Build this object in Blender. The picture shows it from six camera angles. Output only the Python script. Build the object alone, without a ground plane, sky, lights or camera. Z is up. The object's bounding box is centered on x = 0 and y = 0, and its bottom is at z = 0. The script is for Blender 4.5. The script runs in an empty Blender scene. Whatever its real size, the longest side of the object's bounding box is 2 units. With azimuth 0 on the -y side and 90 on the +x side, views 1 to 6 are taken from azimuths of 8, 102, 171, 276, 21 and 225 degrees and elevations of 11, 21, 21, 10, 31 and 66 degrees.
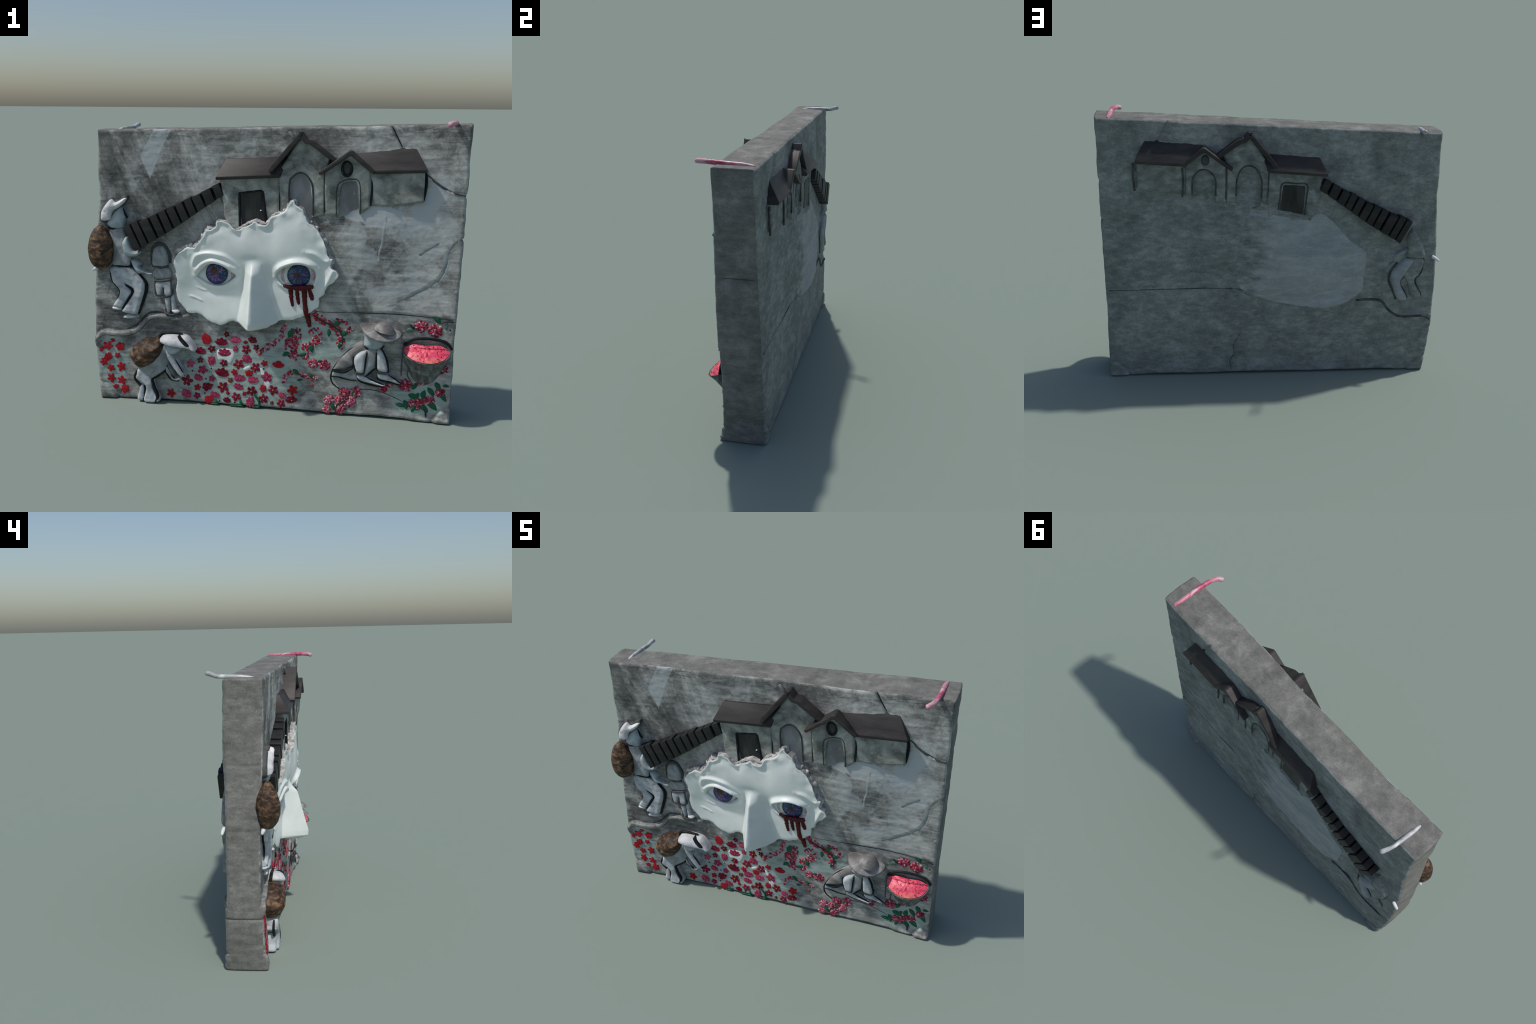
# Painted clay relief plaque: a torn white face with a weeping eye between farm houses,
# field workers and flower beds.  Everything is laid out in plaque coordinates:
#   X across, Z up, h = distance out of the front plane (negative = into the slab / towards the back).
import bpy, bmesh, math, random
import numpy as np
from mathutils import Vector, Matrix
from mathutils.geometry import delaunay_2d_cdt

random.seed(7)

# ------------------------------------------------------------------ frame
def y_front(x):
    return -0.097 - 0.0385 * x

def y_back(x, z):
    t = np.clip(z / 1.53, 0, 1)
    return (1 - t) * (0.138 - 0.019 * x) + t * (0.1135 - 0.036 * x)

def W(X, Z, h):
    return (float(X), float(y_front(X) - h), float(Z))

def WB(X, Z, h):
    return (float(X), float(y_back(X, Z) + h), float(Z))

# ------------------------------------------------------------------ small maths
def smooth(a, b, x):
    t = np.clip((np.asarray(x, float) - a) / (b - a), 0, 1)
    return t * t * (3 - 2 * t)

def vnoise(x, y, seed=0):
    xi = np.floor(x).astype(np.int64); yi = np.floor(y).astype(np.int64)
    xf = x - xi; yf = y - yi
    u = xf * xf * (3 - 2 * xf); v = yf * yf * (3 - 2 * yf)
    def hsh(a, b):
        n = (a * 374761393 + b * 668265263 + seed * 1274126177) & 0xffffffff
        n = ((n ^ (n >> 13)) * 1274126177) & 0xffffffff
        n = (n ^ (n >> 16)) & 0xffffffff
        return n / 4294967295.0 * 2 - 1
    a = hsh(xi, yi); b = hsh(xi + 1, yi); c = hsh(xi, yi + 1); d = hsh(xi + 1, yi + 1)
    return (a * (1 - u) + b * u) * (1 - v) + (c * (1 - u) + d * u) * v

def fbm(x, y, octaves=4, seed=0):
    x = np.asarray(x, float); y = np.asarray(y, float)
    s = 0; amp = 1.0; tot = 0
    for o in range(octaves):
        s = s + amp * vnoise(x * 2 ** o, y * 2 ** o, seed + o); tot += amp; amp *= 0.5
    return s / tot

def spline(pts, closed=False, n=6):
    P = [np.array(p, float) for p in pts]; m = len(P); out = []
    segs = m if closed else m - 1
    for i in range(segs):
        if closed:
            a, b, c, d = P[(i - 1) % m], P[i], P[(i + 1) % m], P[(i + 2) % m]
        else:
            a, b, c, d = P[max(i - 1, 0)], P[i], P[i + 1], P[min(i + 2, m - 1)]
        for k in range(n):
            t = k / n
            out.append(0.5 * ((2 * b) + (c - a) * t + (2 * a - 5 * b + 4 * c - d) * t * t + (3 * b - a - 3 * c + d) * t ** 3))
    if not closed:
        out.append(P[-1])
    return np.array(out)

def seg_dist(P, poly, closed=False):
    """distance of points to a polyline, and the parameter (0..1) along it"""
    A = np.asarray(poly, float); B = np.roll(A, -1, 0)
    if not closed:
        A = A[:-1]; B = np.asarray(poly, float)[1:]
    best = np.full(len(P), 1e9); par = np.zeros(len(P))
    m = len(A)
    for i in range(m):
        ab = B[i] - A[i]; L = ab @ ab + 1e-12
        t = np.clip(((P - A[i]) @ ab) / L, 0, 1)
        d = np.linalg.norm(P - (A[i] + t[:, None] * ab), axis=1)
        k = d < best
        best[k] = d[k]; par[k] = (i + t[k]) / m
    return best, par

def inside(P, poly):
    x, y = P[:, 0], P[:, 1]; r = np.zeros(len(P), bool); q = np.asarray(poly); j = len(q) - 1
    for i in range(len(q)):
        c = ((q[i, 1] > y) != (q[j, 1] > y))
        xx = (q[j, 0] - q[i, 0]) * (y - q[i, 1]) / (q[j, 1] - q[i, 1] + 1e-15) + q[i, 0]
        r ^= c & (x < xx); j = i
    return r

def resample(poly, step):
    out = []; m = len(poly)
    for i in range(m):
        a = poly[i]; b = poly[(i + 1) % m]; k = max(1, int(np.linalg.norm(b - a) / step))
        for t in range(k):
            out.append(a + (b - a) * t / k)
    return np.array(out)

# ------------------------------------------------------------------ node materials
class NT:
    def __init__(self, name, rough=0.7, spec=0.3):
        self.m = bpy.data.materials.new(name); self.m.use_nodes = True
        self.t = self.m.node_tree; self.n = self.t.nodes; self.l = self.t.links
        self.b = self.n["Principled BSDF"]
        self.b.inputs["Roughness"].default_value = rough
        self.b.inputs["Specular IOR Level"].default_value = spec
        self.co = self.n.new("ShaderNodeTexCoord").outputs["Object"]
    def put(self, sock, v):
        if isinstance(v, bpy.types.NodeSocket): self.l.new(v, sock)
        elif isinstance(v, (tuple, list)) and len(v) == 3 and sock.type == 'RGBA': sock.default_value = (*v, 1)
        else: sock.default_value = v
    def mp(self, scale=(1, 1, 1), rot=(0, 0, 0), loc=(0, 0, 0)):
        k = self.n.new("ShaderNodeMapping"); self.l.new(self.co, k.inputs[0])
        k.inputs["Scale"].default_value = scale; k.inputs["Rotation"].default_value = rot; k.inputs["Location"].default_value = loc
        return k.outputs[0]
    def slant(self, ang, scale):
        a = self.n.new("ShaderNodeMapping"); self.l.new(self.co, a.inputs[0]); a.inputs["Rotation"].default_value = (0, ang, 0)
        b = self.n.new("ShaderNodeMapping"); self.l.new(a.outputs[0], b.inputs[0]); b.inputs["Scale"].default_value = scale
        return b.outputs[0]
    def noise(self, vec, scale=5, detail=4, rough=0.55, dist=0.0):
        k = self.n.new("ShaderNodeTexNoise"); self.l.new(vec, k.inputs["Vector"])
        k.inputs["Scale"].default_value = scale; k.inputs["Detail"].default_value = detail
        k.inputs["Roughness"].default_value = rough; k.inputs["Distortion"].default_value = dist
        return k.outputs["Fac"]
    def voronoi(self, vec, scale=20, feature='F1', rnd=1.0):
        k = self.n.new("ShaderNodeTexVoronoi"); self.l.new(vec, k.inputs["Vector"]); k.feature = feature
        k.inputs["Scale"].default_value = scale; k.inputs["Randomness"].default_value = rnd
        return k.outputs["Distance"], k.outputs["Color"]
    def math(self, op, a, b=0.0, c=None):
        k = self.n.new("ShaderNodeMath"); k.operation = op
        self.put(k.inputs[0], a); self.put(k.inputs[1], b)
        if c is not None: self.put(k.inputs[2], c)
        return k.outputs[0]
    def ramp(self, fac, stops, interp='LINEAR'):
        k = self.n.new("ShaderNodeValToRGB"); self.l.new(fac, k.inputs[0]); e = k.color_ramp.elements
        k.color_ramp.interpolation = interp
        while len(e) < len(stops): e.new(0.5)
        for s, (p, c) in zip(e, stops):
            s.position = p; s.color = (*c, 1) if len(c) == 3 else c
        return k.outputs[0]
    def rng(self, v, a, b, lo=0.0, hi=1.0):
        k = self.n.new("ShaderNodeMapRange"); k.interpolation_type = 'SMOOTHSTEP'
        self.put(k.inputs[0], v); k.inputs[1].default_value = a; k.inputs[2].default_value = b
        k.inputs[3].default_value = lo; k.inputs[4].default_value = hi
        return k.outputs[0]
    def mix(self, f, a, b, mode='MIX'):
        k = self.n.new("ShaderNodeMix"); k.data_type = 'RGBA'; k.blend_type = mode
        self.put(k.inputs[0], f); self.put(k.inputs[6], a); self.put(k.inputs[7], b)
        return k.outputs[2]
    def xyz(self):
        k = self.n.new("ShaderNodeSeparateXYZ"); self.l.new(self.co, k.inputs[0]); return k.outputs
    def rand(self):
        return self.n.new("ShaderNodeObjectInfo").outputs["Random"]
    def bump(self, height, strength=0.3, dist=0.005):
        k = self.n.new("ShaderNodeBump"); k.inputs["Strength"].default_value = strength; k.inputs["Distance"].default_value = dist
        self.l.new(height, k.inputs["Height"]); self.l.new(k.outputs[0], self.b.inputs["Normal"])
    def out(self, col):
        self.put(self.b.inputs["Base Color"], col); return self.m

def paint(name, dark, mid, light, scale=(12, 12, 12), rough=0.65, bump=0.15, detail=5, lo=0.35, hi=0.68, spec=0.3):
    """brushy paint: three tones driven by a stretched noise plus a fine grain"""
    s = NT(name, rough, spec)
    a = s.noise(s.mp(scale), 1.0, detail, 0.6, 0.4)
    f = s.noise(s.mp((1, 1, 1)), 160, 3, 0.6)
    k = s.math('ADD', s.math('MULTIPLY', a, 0.85), s.math('MULTIPLY', f, 0.15))
    col = s.ramp(k, [(lo, dark), (0.5 * (lo + hi), mid), (hi, light)])
    if bump: s.bump(k, bump, 0.004)
    return s.out(col)

def g(v, t=(0.97, 1.02, 1.0)):
    return (v * t[0], v * t[1], v * t[2])

def ellipse_mask(s, X, Z, cx, cz, rx, rz, soft=0.5, wob=None, ang=0.0):
    dx = s.math('SUBTRACT', X, cx); dz = s.math('SUBTRACT', Z, cz)
    c, n = math.cos(ang), math.sin(ang)
    u = s.math('ADD', s.math('MULTIPLY', dx, c / rx), s.math('MULTIPLY', dz, n / rx))
    v = s.math('ADD', s.math('MULTIPLY', dx, -n / rz), s.math('MULTIPLY', dz, c / rz))
    d = s.math('ADD', s.math('MULTIPLY', u, u), s.math('MULTIPLY', v, v))
    if wob is not None: d = s.math('ADD', d, wob)
    return s.rng(d, 1 - soft, 1 + soft, 1.0, 0.0)

def make_wall_paint():
    s = NT("painted_wall", 0.72, 0.25)
    X, Y, Z = s.xyz()
    streak = s.noise(s.mp((5, 5, 70)), 1.0, 6, 0.65, 0.5)             # horizontal brush hairs
    patch = s.noise(s.mp((3.2, 3.2, 4.2)), 1.0, 5, 0.6, 1.6)          # cloudy washes
    blot = s.noise(s.mp((9, 9, 14)), 1.0, 5, 0.65, 1.0)               # dabbed smaller marks
    diag = s.noise(s.slant(0.45, (13, 4, 2.4)), 1.0, 5, 0.6, 0.7)  # slanted strokes, upper left
    fine = s.noise(s.mp((1, 1, 1)), 120, 4, 0.65)
    left = s.math('MULTIPLY', s.rng(X, -0.1, -0.45), s.rng(Z, 0.85, 1.05))
    base = s.math('ADD', s.math('MULTIPLY', streak, 0.24), s.math('MULTIPLY', patch, 0.36))
    base = s.math('ADD', base, s.math('MULTIPLY', blot, 0.26))
    base = s.math('ADD', base, s.math('MULTIPLY', fine, 0.14))
    slant = s.math('ADD', s.math('MULTIPLY', diag, 0.48), s.math('MULTIPLY', streak, 0.15))
    slant = s.math('ADD', slant, s.math('ADD', s.math('MULTIPLY', patch, 0.24), s.math('MULTIPLY', fine, 0.13)))
    lf = s.math('MULTIPLY', left, 0.85)
    k = s.math('ADD', s.math('MULTIPLY', base, s.math('SUBTRACT', 1.0, lf)), s.math('MULTIPLY', slant, lf))
    # broad tones: a dark upper band, smoky left half, paler right half
    def add_tone(k, m, w): return s.math('ADD', k, s.math('MULTIPLY', m, w))
    k = add_tone(k, s.rng(Z, 1.36, 1.52), -0.05)
    k = add_tone(k, s.math('MULTIPLY', s.rng(X, 0.25, 0.5), s.rng(Z, 0.5, 0.62)), 0.045)
    k = add_tone(k, s.rng(X, -0.45, -0.75), -0.03)
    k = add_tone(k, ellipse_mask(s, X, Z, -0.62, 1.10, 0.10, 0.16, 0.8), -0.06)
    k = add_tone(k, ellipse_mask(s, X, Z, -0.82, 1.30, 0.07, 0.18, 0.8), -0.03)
    k = add_tone(k, ellipse_mask(s, X, Z, -0.40, 1.24, 0.13, 0.10, 0.8), 0.055)
    k = add_tone(k, ellipse_mask(s, X, Z, -0.80, 0.42, 0.30, 0.06, 0.8), -0.05)  # wall tone darkened here to paint the shadowed recess above the ledge
    k = add_tone(k, ellipse_mask(s, X, Z, 0.60, 0.90, 0.13, 0.10, 0.6), -0.05)
    k = add_tone(k, ellipse_mask(s, X, Z, 0.62, 0.77, 0.16, 0.05, 0.6), -0.04)
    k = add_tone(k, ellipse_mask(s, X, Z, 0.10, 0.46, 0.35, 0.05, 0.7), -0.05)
    # overlapping washes with crisp borders
    for i, (an, sc, lo, w) in enumerate([(0.5, (3.4, 3, 2.2), 0.52, 0.035), (-0.35, (4.2, 3, 3.0), 0.53, -0.034), (0.9, (6, 4, 4.0), 0.56, 0.035), (0.15, (5, 4, 6.5), 0.57, -0.03)]):
        wsh = s.noise(s.slant(an, sc), 1.0, 4, 0.5, 1.4)
        k = add_tone(k, s.rng(wsh, lo, lo + 0.018), w)
    col = s.ramp(k, [(0.355, WALL[0]), (0.455, WALL[1]), (0.535, WALL[2]), (0.63, WALL[3])])
    wob = s.math('MULTIPLY', s.math('SUBTRACT', s.noise(s.mp((8, 8, 10)), 1.0, 5, 0.65, 0.9), 0.5), 2.6)
    xc = s.math('ADD', -0.645, s.math('MULTIPLY', s.math('MAXIMUM', s.math('SUBTRACT', Z, 1.37), 0.0), 0.55))
    half = s.math('MINIMUM', s.math('MULTIPLY', s.math('SUBTRACT', Z, 1.235), 0.42), 0.05)
    wedge = s.math('SUBTRACT', s.math('ADD', half, s.math('MULTIPLY', wob, 0.006)), s.math('ABSOLUTE', s.math('SUBTRACT', X, xc)))
    col = s.mix(s.math('MULTIPLY', s.rng(wedge, 0.0, 0.006), 0.85), col, PALE)
    pale = [(0.55, 1.085, 0.16, 0.05, 0.0), (0.80, 1.15, 0.06, 0.15, -0.55), (0.72, 1.03, 0.11, 0.06, 0.3),
            (0.85, 1.02, 0.10, 0.09, 0.3), (0.45, 0.98, 0.05, 0.09, 0.0), (0.80, 0.90, 0.11, 0.04, 0.3), (0.74, 0.76, 0.035, 0.10, 0.3), (0.50, 0.87, 0.06, 0.06, 0), (0.64, 0.70, 0.14, 0.03, 0.1)]
    for i, (cx, cz, rx, rz, an) in enumerate(pale):
        m = ellipse_mask(s, X, Z, cx, cz, rx, rz, 0.22, wob, an)
        col = s.mix(s.math('MULTIPLY', m, 0.85 if i < 2 else 0.5), col, PALE)
    # pale green wash under the flower beds
    for cx, cz, rx, rz in [(-0.88, 0.21, 0.085, 0.16), (-0.18, 0.20, 0.34, 0.20), (0.25, 0.40, 0.22, 0.12), (0.8, 0.11, 0.14, 0.08)]:
        m = ellipse_mask(s, X, Z, cx, cz, rx, rz, 0.4, wob)
        m = s.math('MULTIPLY', m, s.rng(streak, 0.3, 0.6, 0.3, 0.85))
        col = s.mix(m, col, WASH)
    # dark scuffs hugging the upper edge
    e = s.math('MULTIPLY', s.rng(s.noise(s.mp((7, 7, 25)), 1.0, 5, 0.7, 1.0), 0.5, 0.62), s.rng(Z, 1.42, 1.50))
    col = s.mix(s.math('MULTIPLY', e, 0.65), col, (0.07, 0.072, 0.066))
    hgt = s.math('ADD', s.math('MULTIPLY', streak, 0.5), s.math('MULTIPLY', fine, 0.5))
    s.bump(hgt, 0.22, 0.005)
    return s.out(col)

def make_concrete(name="cast_concrete", tones=None, grain=(14, 14, 30)):
    tones = tones or CONC
    s = NT(name, 0.85, 0.2)
    a = s.noise(s.mp((3, 3, 3)), 2.0, 5, 0.6, 0.3)
    b = s.noise(s.mp(grain), 1.0, 6, 0.7, 0.2)
    c = s.noise(s.mp((1, 1, 1)), 130, 3, 0.6)
    k = s.math('ADD', s.math('MULTIPLY', a, 0.35), s.math('ADD', s.math('MULTIPLY', b, 0.45), s.math('MULTIPLY', c, 0.2)))
    col = s.ramp(k, [(0.36, tones[0]), (0.5, tones[1]), (0.64, tones[2])])
    s.bump(k, 0.4, 0.006)
    return s.out(col)

WALL = [(0.072, 0.073, 0.068), (0.175, 0.177, 0.167), (0.325, 0.330, 0.312), (0.48, 0.49, 0.468)]
PALE = (0.43, 0.47, 0.48)
WASH = (0.33, 0.43, 0.40)
CONC = [(0.098, 0.098, 0.090), (0.172, 0.171, 0.158), (0.285, 0.282, 0.262)]
M = {}
M['wall'] = make_wall_paint()
M['concrete'] = make_concrete()
M['back'] = make_concrete("rough_back_clay", [(0.11, 0.122, 0.112), (0.215, 0.232, 0.218), (0.37, 0.39, 0.37)], (17, 17, 34))
M['house'] = paint("house_paint", (0.11, 0.117, 0.106), (0.27, 0.286, 0.262), (0.42, 0.445, 0.41), (10, 10, 13), 0.7, 0.25, 6, 0.36, 0.66)
M['houseback'] = paint("back_house_paint", (0.12, 0.13, 0.118), (0.21, 0.228, 0.21), (0.32, 0.345, 0.32), (16, 16, 26), 0.8, 0.35)
M['houseline'] = paint("shade_paint", (0.04, 0.043, 0.043), (0.065, 0.068, 0.066), (0.10, 0.104, 0.10), (20, 20, 20), 0.6, 0.1)
M['niche'] = paint("niche_paint", (0.126, 0.1333, 0.1333), (0.21, 0.2205, 0.2258), (0.315, 0.3308, 0.3413), (9, 9, 5), 0.7, 0.2)
M['roof'] = paint("roof_paint", (0.0228, 0.0204, 0.0192), (0.036, 0.0324, 0.0312), (0.051, 0.0456, 0.0438), (6, 6, 30), 0.5, 0.1)
M['door'] = paint("door_paint", (0.012, 0.013, 0.013), (0.028, 0.030, 0.029), (0.055, 0.056, 0.05), (26, 26, 5), 0.45, 0.1)
M['stair'] = paint("stair_paint", (0.012, 0.012, 0.012), (0.02025, 0.02025, 0.02025), (0.0345, 0.033, 0.0315), (8, 8, 40), 0.5, 0.1)
M['riser'] = paint("riser_paint", (0.004, 0.004, 0.005), (0.006, 0.006, 0.007), (0.009, 0.009, 0.01), (8, 8, 8), 0.5, 0.0)  # near-black tones for the block seen in the gaps between the treads
M['black'] = paint("black_paint", (0.007, 0.008, 0.009), (0.014, 0.016, 0.017), (0.035, 0.037, 0.038), (30, 30, 30), 0.5, 0.05, spec=0.12)
M['cloth'] = paint("cloth_paint", (0.26, 0.2795, 0.2925), (0.442, 0.4745, 0.494), (0.598, 0.637, 0.6565), (14, 14, 22), 0.6, 0.2)
M['shirt'] = paint("shirt_paint", (0.17, 0.186, 0.1913), (0.2869, 0.3134, 0.3187), (0.4037, 0.4356, 0.4462), (16, 16, 16), 0.65, 0.2)
M['skin'] = paint("blue_grey_skin", (0.252, 0.3, 0.318), (0.372, 0.432, 0.45), (0.504, 0.564, 0.576), (12, 12, 12), 0.55, 0.15)
M['white'] = paint("white_hat_paint", (0.40, 0.41, 0.43), (0.62, 0.63, 0.64), (0.80, 0.80, 0.80), (15, 15, 20), 0.55, 0.25)
M['plaster'] = paint("plaster_white", (0.6336, 0.6912, 0.6624), (0.7104, 0.7584, 0.7296), (0.7872, 0.8256, 0.8016), (5, 5, 5), 0.42, 0.0, 3, spec=0.4)
M['rubble'] = paint("broken_plaster", (0.16, 0.155, 0.15), (0.44, 0.43, 0.42), (0.78, 0.77, 0.75), (26, 26, 34), 0.85, 0.6)
M['sack'] = paint("sack_brown", (0.014, 0.009, 0.006), (0.07, 0.040, 0.023), (0.25, 0.145, 0.075), (26, 26, 46), 0.6, 0.45, 6, 0.38, 0.66)
M['hatgrey'] = paint("grey_hat_paint", (0.1, 0.097, 0.094), (0.2, 0.193, 0.188), (0.42, 0.41, 0.4), (9, 9, 9), 0.45, 0.3)
M['blood'] = paint("blood_red", (0.045, 0.003, 0.004), (0.085, 0.004, 0.006), (0.16, 0.008, 0.011), (30, 30, 18), 0.45, 0.3, spec=0.25)
M['green'] = paint("leaf_green", (0.006, 0.055, 0.028), (0.012, 0.105, 0.05), (0.035, 0.19, 0.10), (40, 40, 40), 0.5, 0.1, spec=0.15)
M['palegreen'] = paint("faded_leaf_green", (0.05, 0.12, 0.09), (0.08, 0.17, 0.13), (0.12, 0.22, 0.17), (40, 40, 40), 0.5, 0.1)
M['stem'] = paint("dark_stem", (0.012, 0.02, 0.012), (0.03, 0.03, 0.022), (0.05, 0.045, 0.03), (40, 40, 40), 0.6, 0.1)
M['gum'] = paint("pink_lid_paint", (0.46, 0.28, 0.32), (0.58, 0.44, 0.46), (0.70, 0.64, 0.64), (40, 40, 14), 0.5, 0.05)
M['line'] = paint("grey_outline_paint", (0.03, 0.032, 0.033), (0.055, 0.06, 0.06), (0.10, 0.105, 0.105), (30, 30, 30), 0.6, 0.1)
M['stroke'] = paint("pale_stroke_paint", (0.30, 0.325, 0.325), (0.38, 0.41, 0.41), (0.48, 0.51, 0.51), (14, 14, 40), 0.6, 0.1)
M['greystroke'] = paint("grey_stroke_paint", (0.15, 0.175, 0.175), (0.20, 0.235, 0.235), (0.28, 0.32, 0.32), (14, 14, 40), 0.6, 0.1)
M['basket'] = paint("basket_paint", (0.05, 0.055, 0.053), (0.13, 0.14, 0.136), (0.25, 0.265, 0.26), (34, 34, 6), 0.7, 0.25)
M['bare'] = paint("bare_white_clay", (0.58, 0.65, 0.62), (0.70, 0.76, 0.73), (0.80, 0.84, 0.82), (14, 14, 30), 0.7, 0.1)
M['backline'] = paint("back_groove_paint", (0.04, 0.045, 0.042), (0.07, 0.077, 0.072), (0.12, 0.13, 0.12), (30, 30, 30), 0.8, 0.1, spec=0.15)
M['backpale_leg'] = paint("pale_back_paint", (0.22, 0.2365, 0.2365), (0.2915, 0.3135, 0.319), (0.363, 0.385, 0.3905), (9, 9, 20), 0.8, 0.3)

def make_hook(name, a, b, c):
    s = NT(name, 0.4, 0.4)
    k = s.noise(s.mp((18, 10, 18)), 1.0, 4, 0.6, 1.0)
    s.bump(k, 0.2, 0.004)
    return s.out(s.ramp(k, [(0.36, a), (0.5, b), (0.64, c)]))
M['pinkhook'] = make_hook("pink_hook_paint", (0.38, 0.03, 0.10), (0.52, 0.12, 0.20), (0.62, 0.42, 0.44))
M['greyhook'] = make_hook("grey_hook_paint", (0.22, 0.23, 0.245), (0.42, 0.43, 0.44), (0.66, 0.66, 0.65))

def make_berry_heap():
    s = NT("pink_berry_paint", 0.4, 0.4)
    X, Y, Z = s.xyz()
    n = s.noise(s.mp((1, 1, 1)), 45, 3, 0.6)
    col = s.ramp(n, [(0.35, (0.50, 0.03, 0.08)), (0.5, (0.78, 0.07, 0.14)), (0.66, (0.86, 0.16, 0.20))])
    low = s.math('MULTIPLY', s.rng(Z, 0.385, 0.362), s.rng(s.noise(s.mp((1, 1, 1)), 60, 3, 0.6), 0.46, 0.58))
    col = s.mix(s.math('MULTIPLY', low, 0.8), col, (0.80, 0.28, 0.16))
    s.bump(n, 0.4, 0.006)
    return s.out(col)
M['berry'] = make_berry_heap()

def make_iris(name, green):
    """radial strokes of blue, violet and a little pink/green round the pupil (local XY disc, radius 1)"""
    s = NT(name, 0.3, 0.5)
    X, Y, Z = s.xyz()
    ang = s.math('ARCTAN2', Y, X)
    rad = s.math('SQRT', s.math('ADD', s.math('MULTIPLY', X, X), s.math('MULTIPLY', Y, Y)))
    cmb = s.n.new("ShaderNodeCombineXYZ")
    s.put(cmb.inputs[0], s.math('MULTIPLY', s.math('COSINE', ang), 5.0)); s.put(cmb.inputs[1], s.math('MULTIPLY', s.math('SINE', ang), 5.0))
    s.put(cmb.inputs[2], s.math('MULTIPLY', rad, 1.3))
    k = s.rng(s.noise(cmb.outputs[0], 1.5, 6, 0.75, 0.2), 0.36, 0.64)
    hue = s.noise(s.mp((1.3, 1.3, 1.3), (0, 0, 0), (1.3, 4.2 if green else 0.6, 0)), 1.0, 2, 0.5)
    blue = s.ramp(k, [(0.0, (0.003, 0.005, 0.016)), (0.35, (0.008, 0.020, 0.085)), (0.65, (0.013, 0.060, 0.16)), (1.0, (0.09, 0.22, 0.32))])
    violet = s.ramp(k, [(0.0, (0.004, 0.003, 0.02)), (0.4, (0.025, 0.014, 0.12)), (0.75, (0.045, 0.025, 0.18)), (1.0, (0.17, 0.11, 0.32))])
    col = s.mix(s.rng(hue, 0.46, 0.58), blue, violet)
    blob = s.noise(s.mp((1.7, 1.7, 1.7), (0, 0, 0), (3.1 if green else 0.4, 1.7, 0)), 1.0, 2, 0.5)
    accent = s.ramp(s.noise(s.mp((2.3, 2.3, 2.3), (0, 0, 0), (5, 2, 1)), 1.0, 1, 0.5), [(0.46, (0.33, 0.17, 0.34)), (0.54, (0.03, 0.12, 0.05) if green else (0.24, 0.13, 0.38))])
    m = s.math('MULTIPLY', s.rng(blob, 0.5, 0.6), s.rng(k, 0.40, 0.52))
    m = s.math('MULTIPLY', m, s.rng(rad, 0.92, 0.7))
    col = s.mix(m, col, accent)
    col = s.mix(s.rng(rad, 0.80, 1.0), col, (0.006, 0.010, 0.028))
    return s.out(col)
M['irisA'] = make_iris("iris_blue_violet", False)
M['irisB'] = make_iris("iris_blue_green", True)
M['pupil'] = paint("pupil_brown", (0.05, 0.018, 0.008), (0.14, 0.05, 0.018), (0.26, 0.10, 0.035), (26, 26, 26), 0.45, 0.1)

def make_petal(name, dark, mid, light):
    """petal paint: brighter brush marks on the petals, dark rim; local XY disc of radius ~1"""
    s = NT(name, 0.6, 0.12)
    X, Y, Z = s.xyz()
    k = s.noise(s.mp((3.2, 3.2, 3.2)), 1.0, 4, 0.65, 0.8)
    r = s.math('MULTIPLY', s.math('SUBTRACT', s.rand(), 0.5), 0.16)
    k = s.math('ADD', k, r)
    return s.out(s.ramp(k, [(0.34, dark), (0.5, mid), (0.68, light)]))
M['crimson'] = make_petal("crimson_petal", (0.06, 0.004, 0.010), (0.16, 0.007, 0.022), (0.32, 0.028, 0.07))
M['scarlet'] = make_petal("scarlet_petal", (0.20, 0.008, 0.010), (0.33, 0.012, 0.015), (0.43, 0.022, 0.045))
M['maroon'] = make_petal("maroon_petal", (0.03, 0.006, 0.006), (0.08, 0.012, 0.012), (0.28, 0.08, 0.06))
M['rose'] = make_petal("rose_petal", (0.20, 0.010, 0.04), (0.34, 0.03, 0.085), (0.50, 0.11, 0.19))
M['yellow'] = paint("flower_centre_yellow", (0.22, 0.11, 0.01), (0.40, 0.24, 0.02), (0.55, 0.36, 0.05), (60, 60, 60), 0.6, 0.1)
M['bl_red'] = paint("blossom_red", (0.28, 0.015, 0.025), (0.42, 0.022, 0.04), (0.50, 0.04, 0.07), (60, 60, 60), 0.5, 0.0)
M['bl_dark'] = paint("blossom_crimson", (0.10, 0.008, 0.018), (0.18, 0.014, 0.035), (0.27, 0.03, 0.06), (60, 60, 60), 0.5, 0.0)
M['bl_rose'] = paint("blossom_rose", (0.34, 0.06, 0.11), (0.45, 0.10, 0.17), (0.55, 0.18, 0.25), (60, 60, 60), 0.5, 0.0)
M['bl_pale'] = paint("blossom_pale_pink", (0.45, 0.24, 0.29), (0.55, 0.33, 0.38), (0.66, 0.46, 0.50), (60, 60, 60), 0.5, 0.0)

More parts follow.
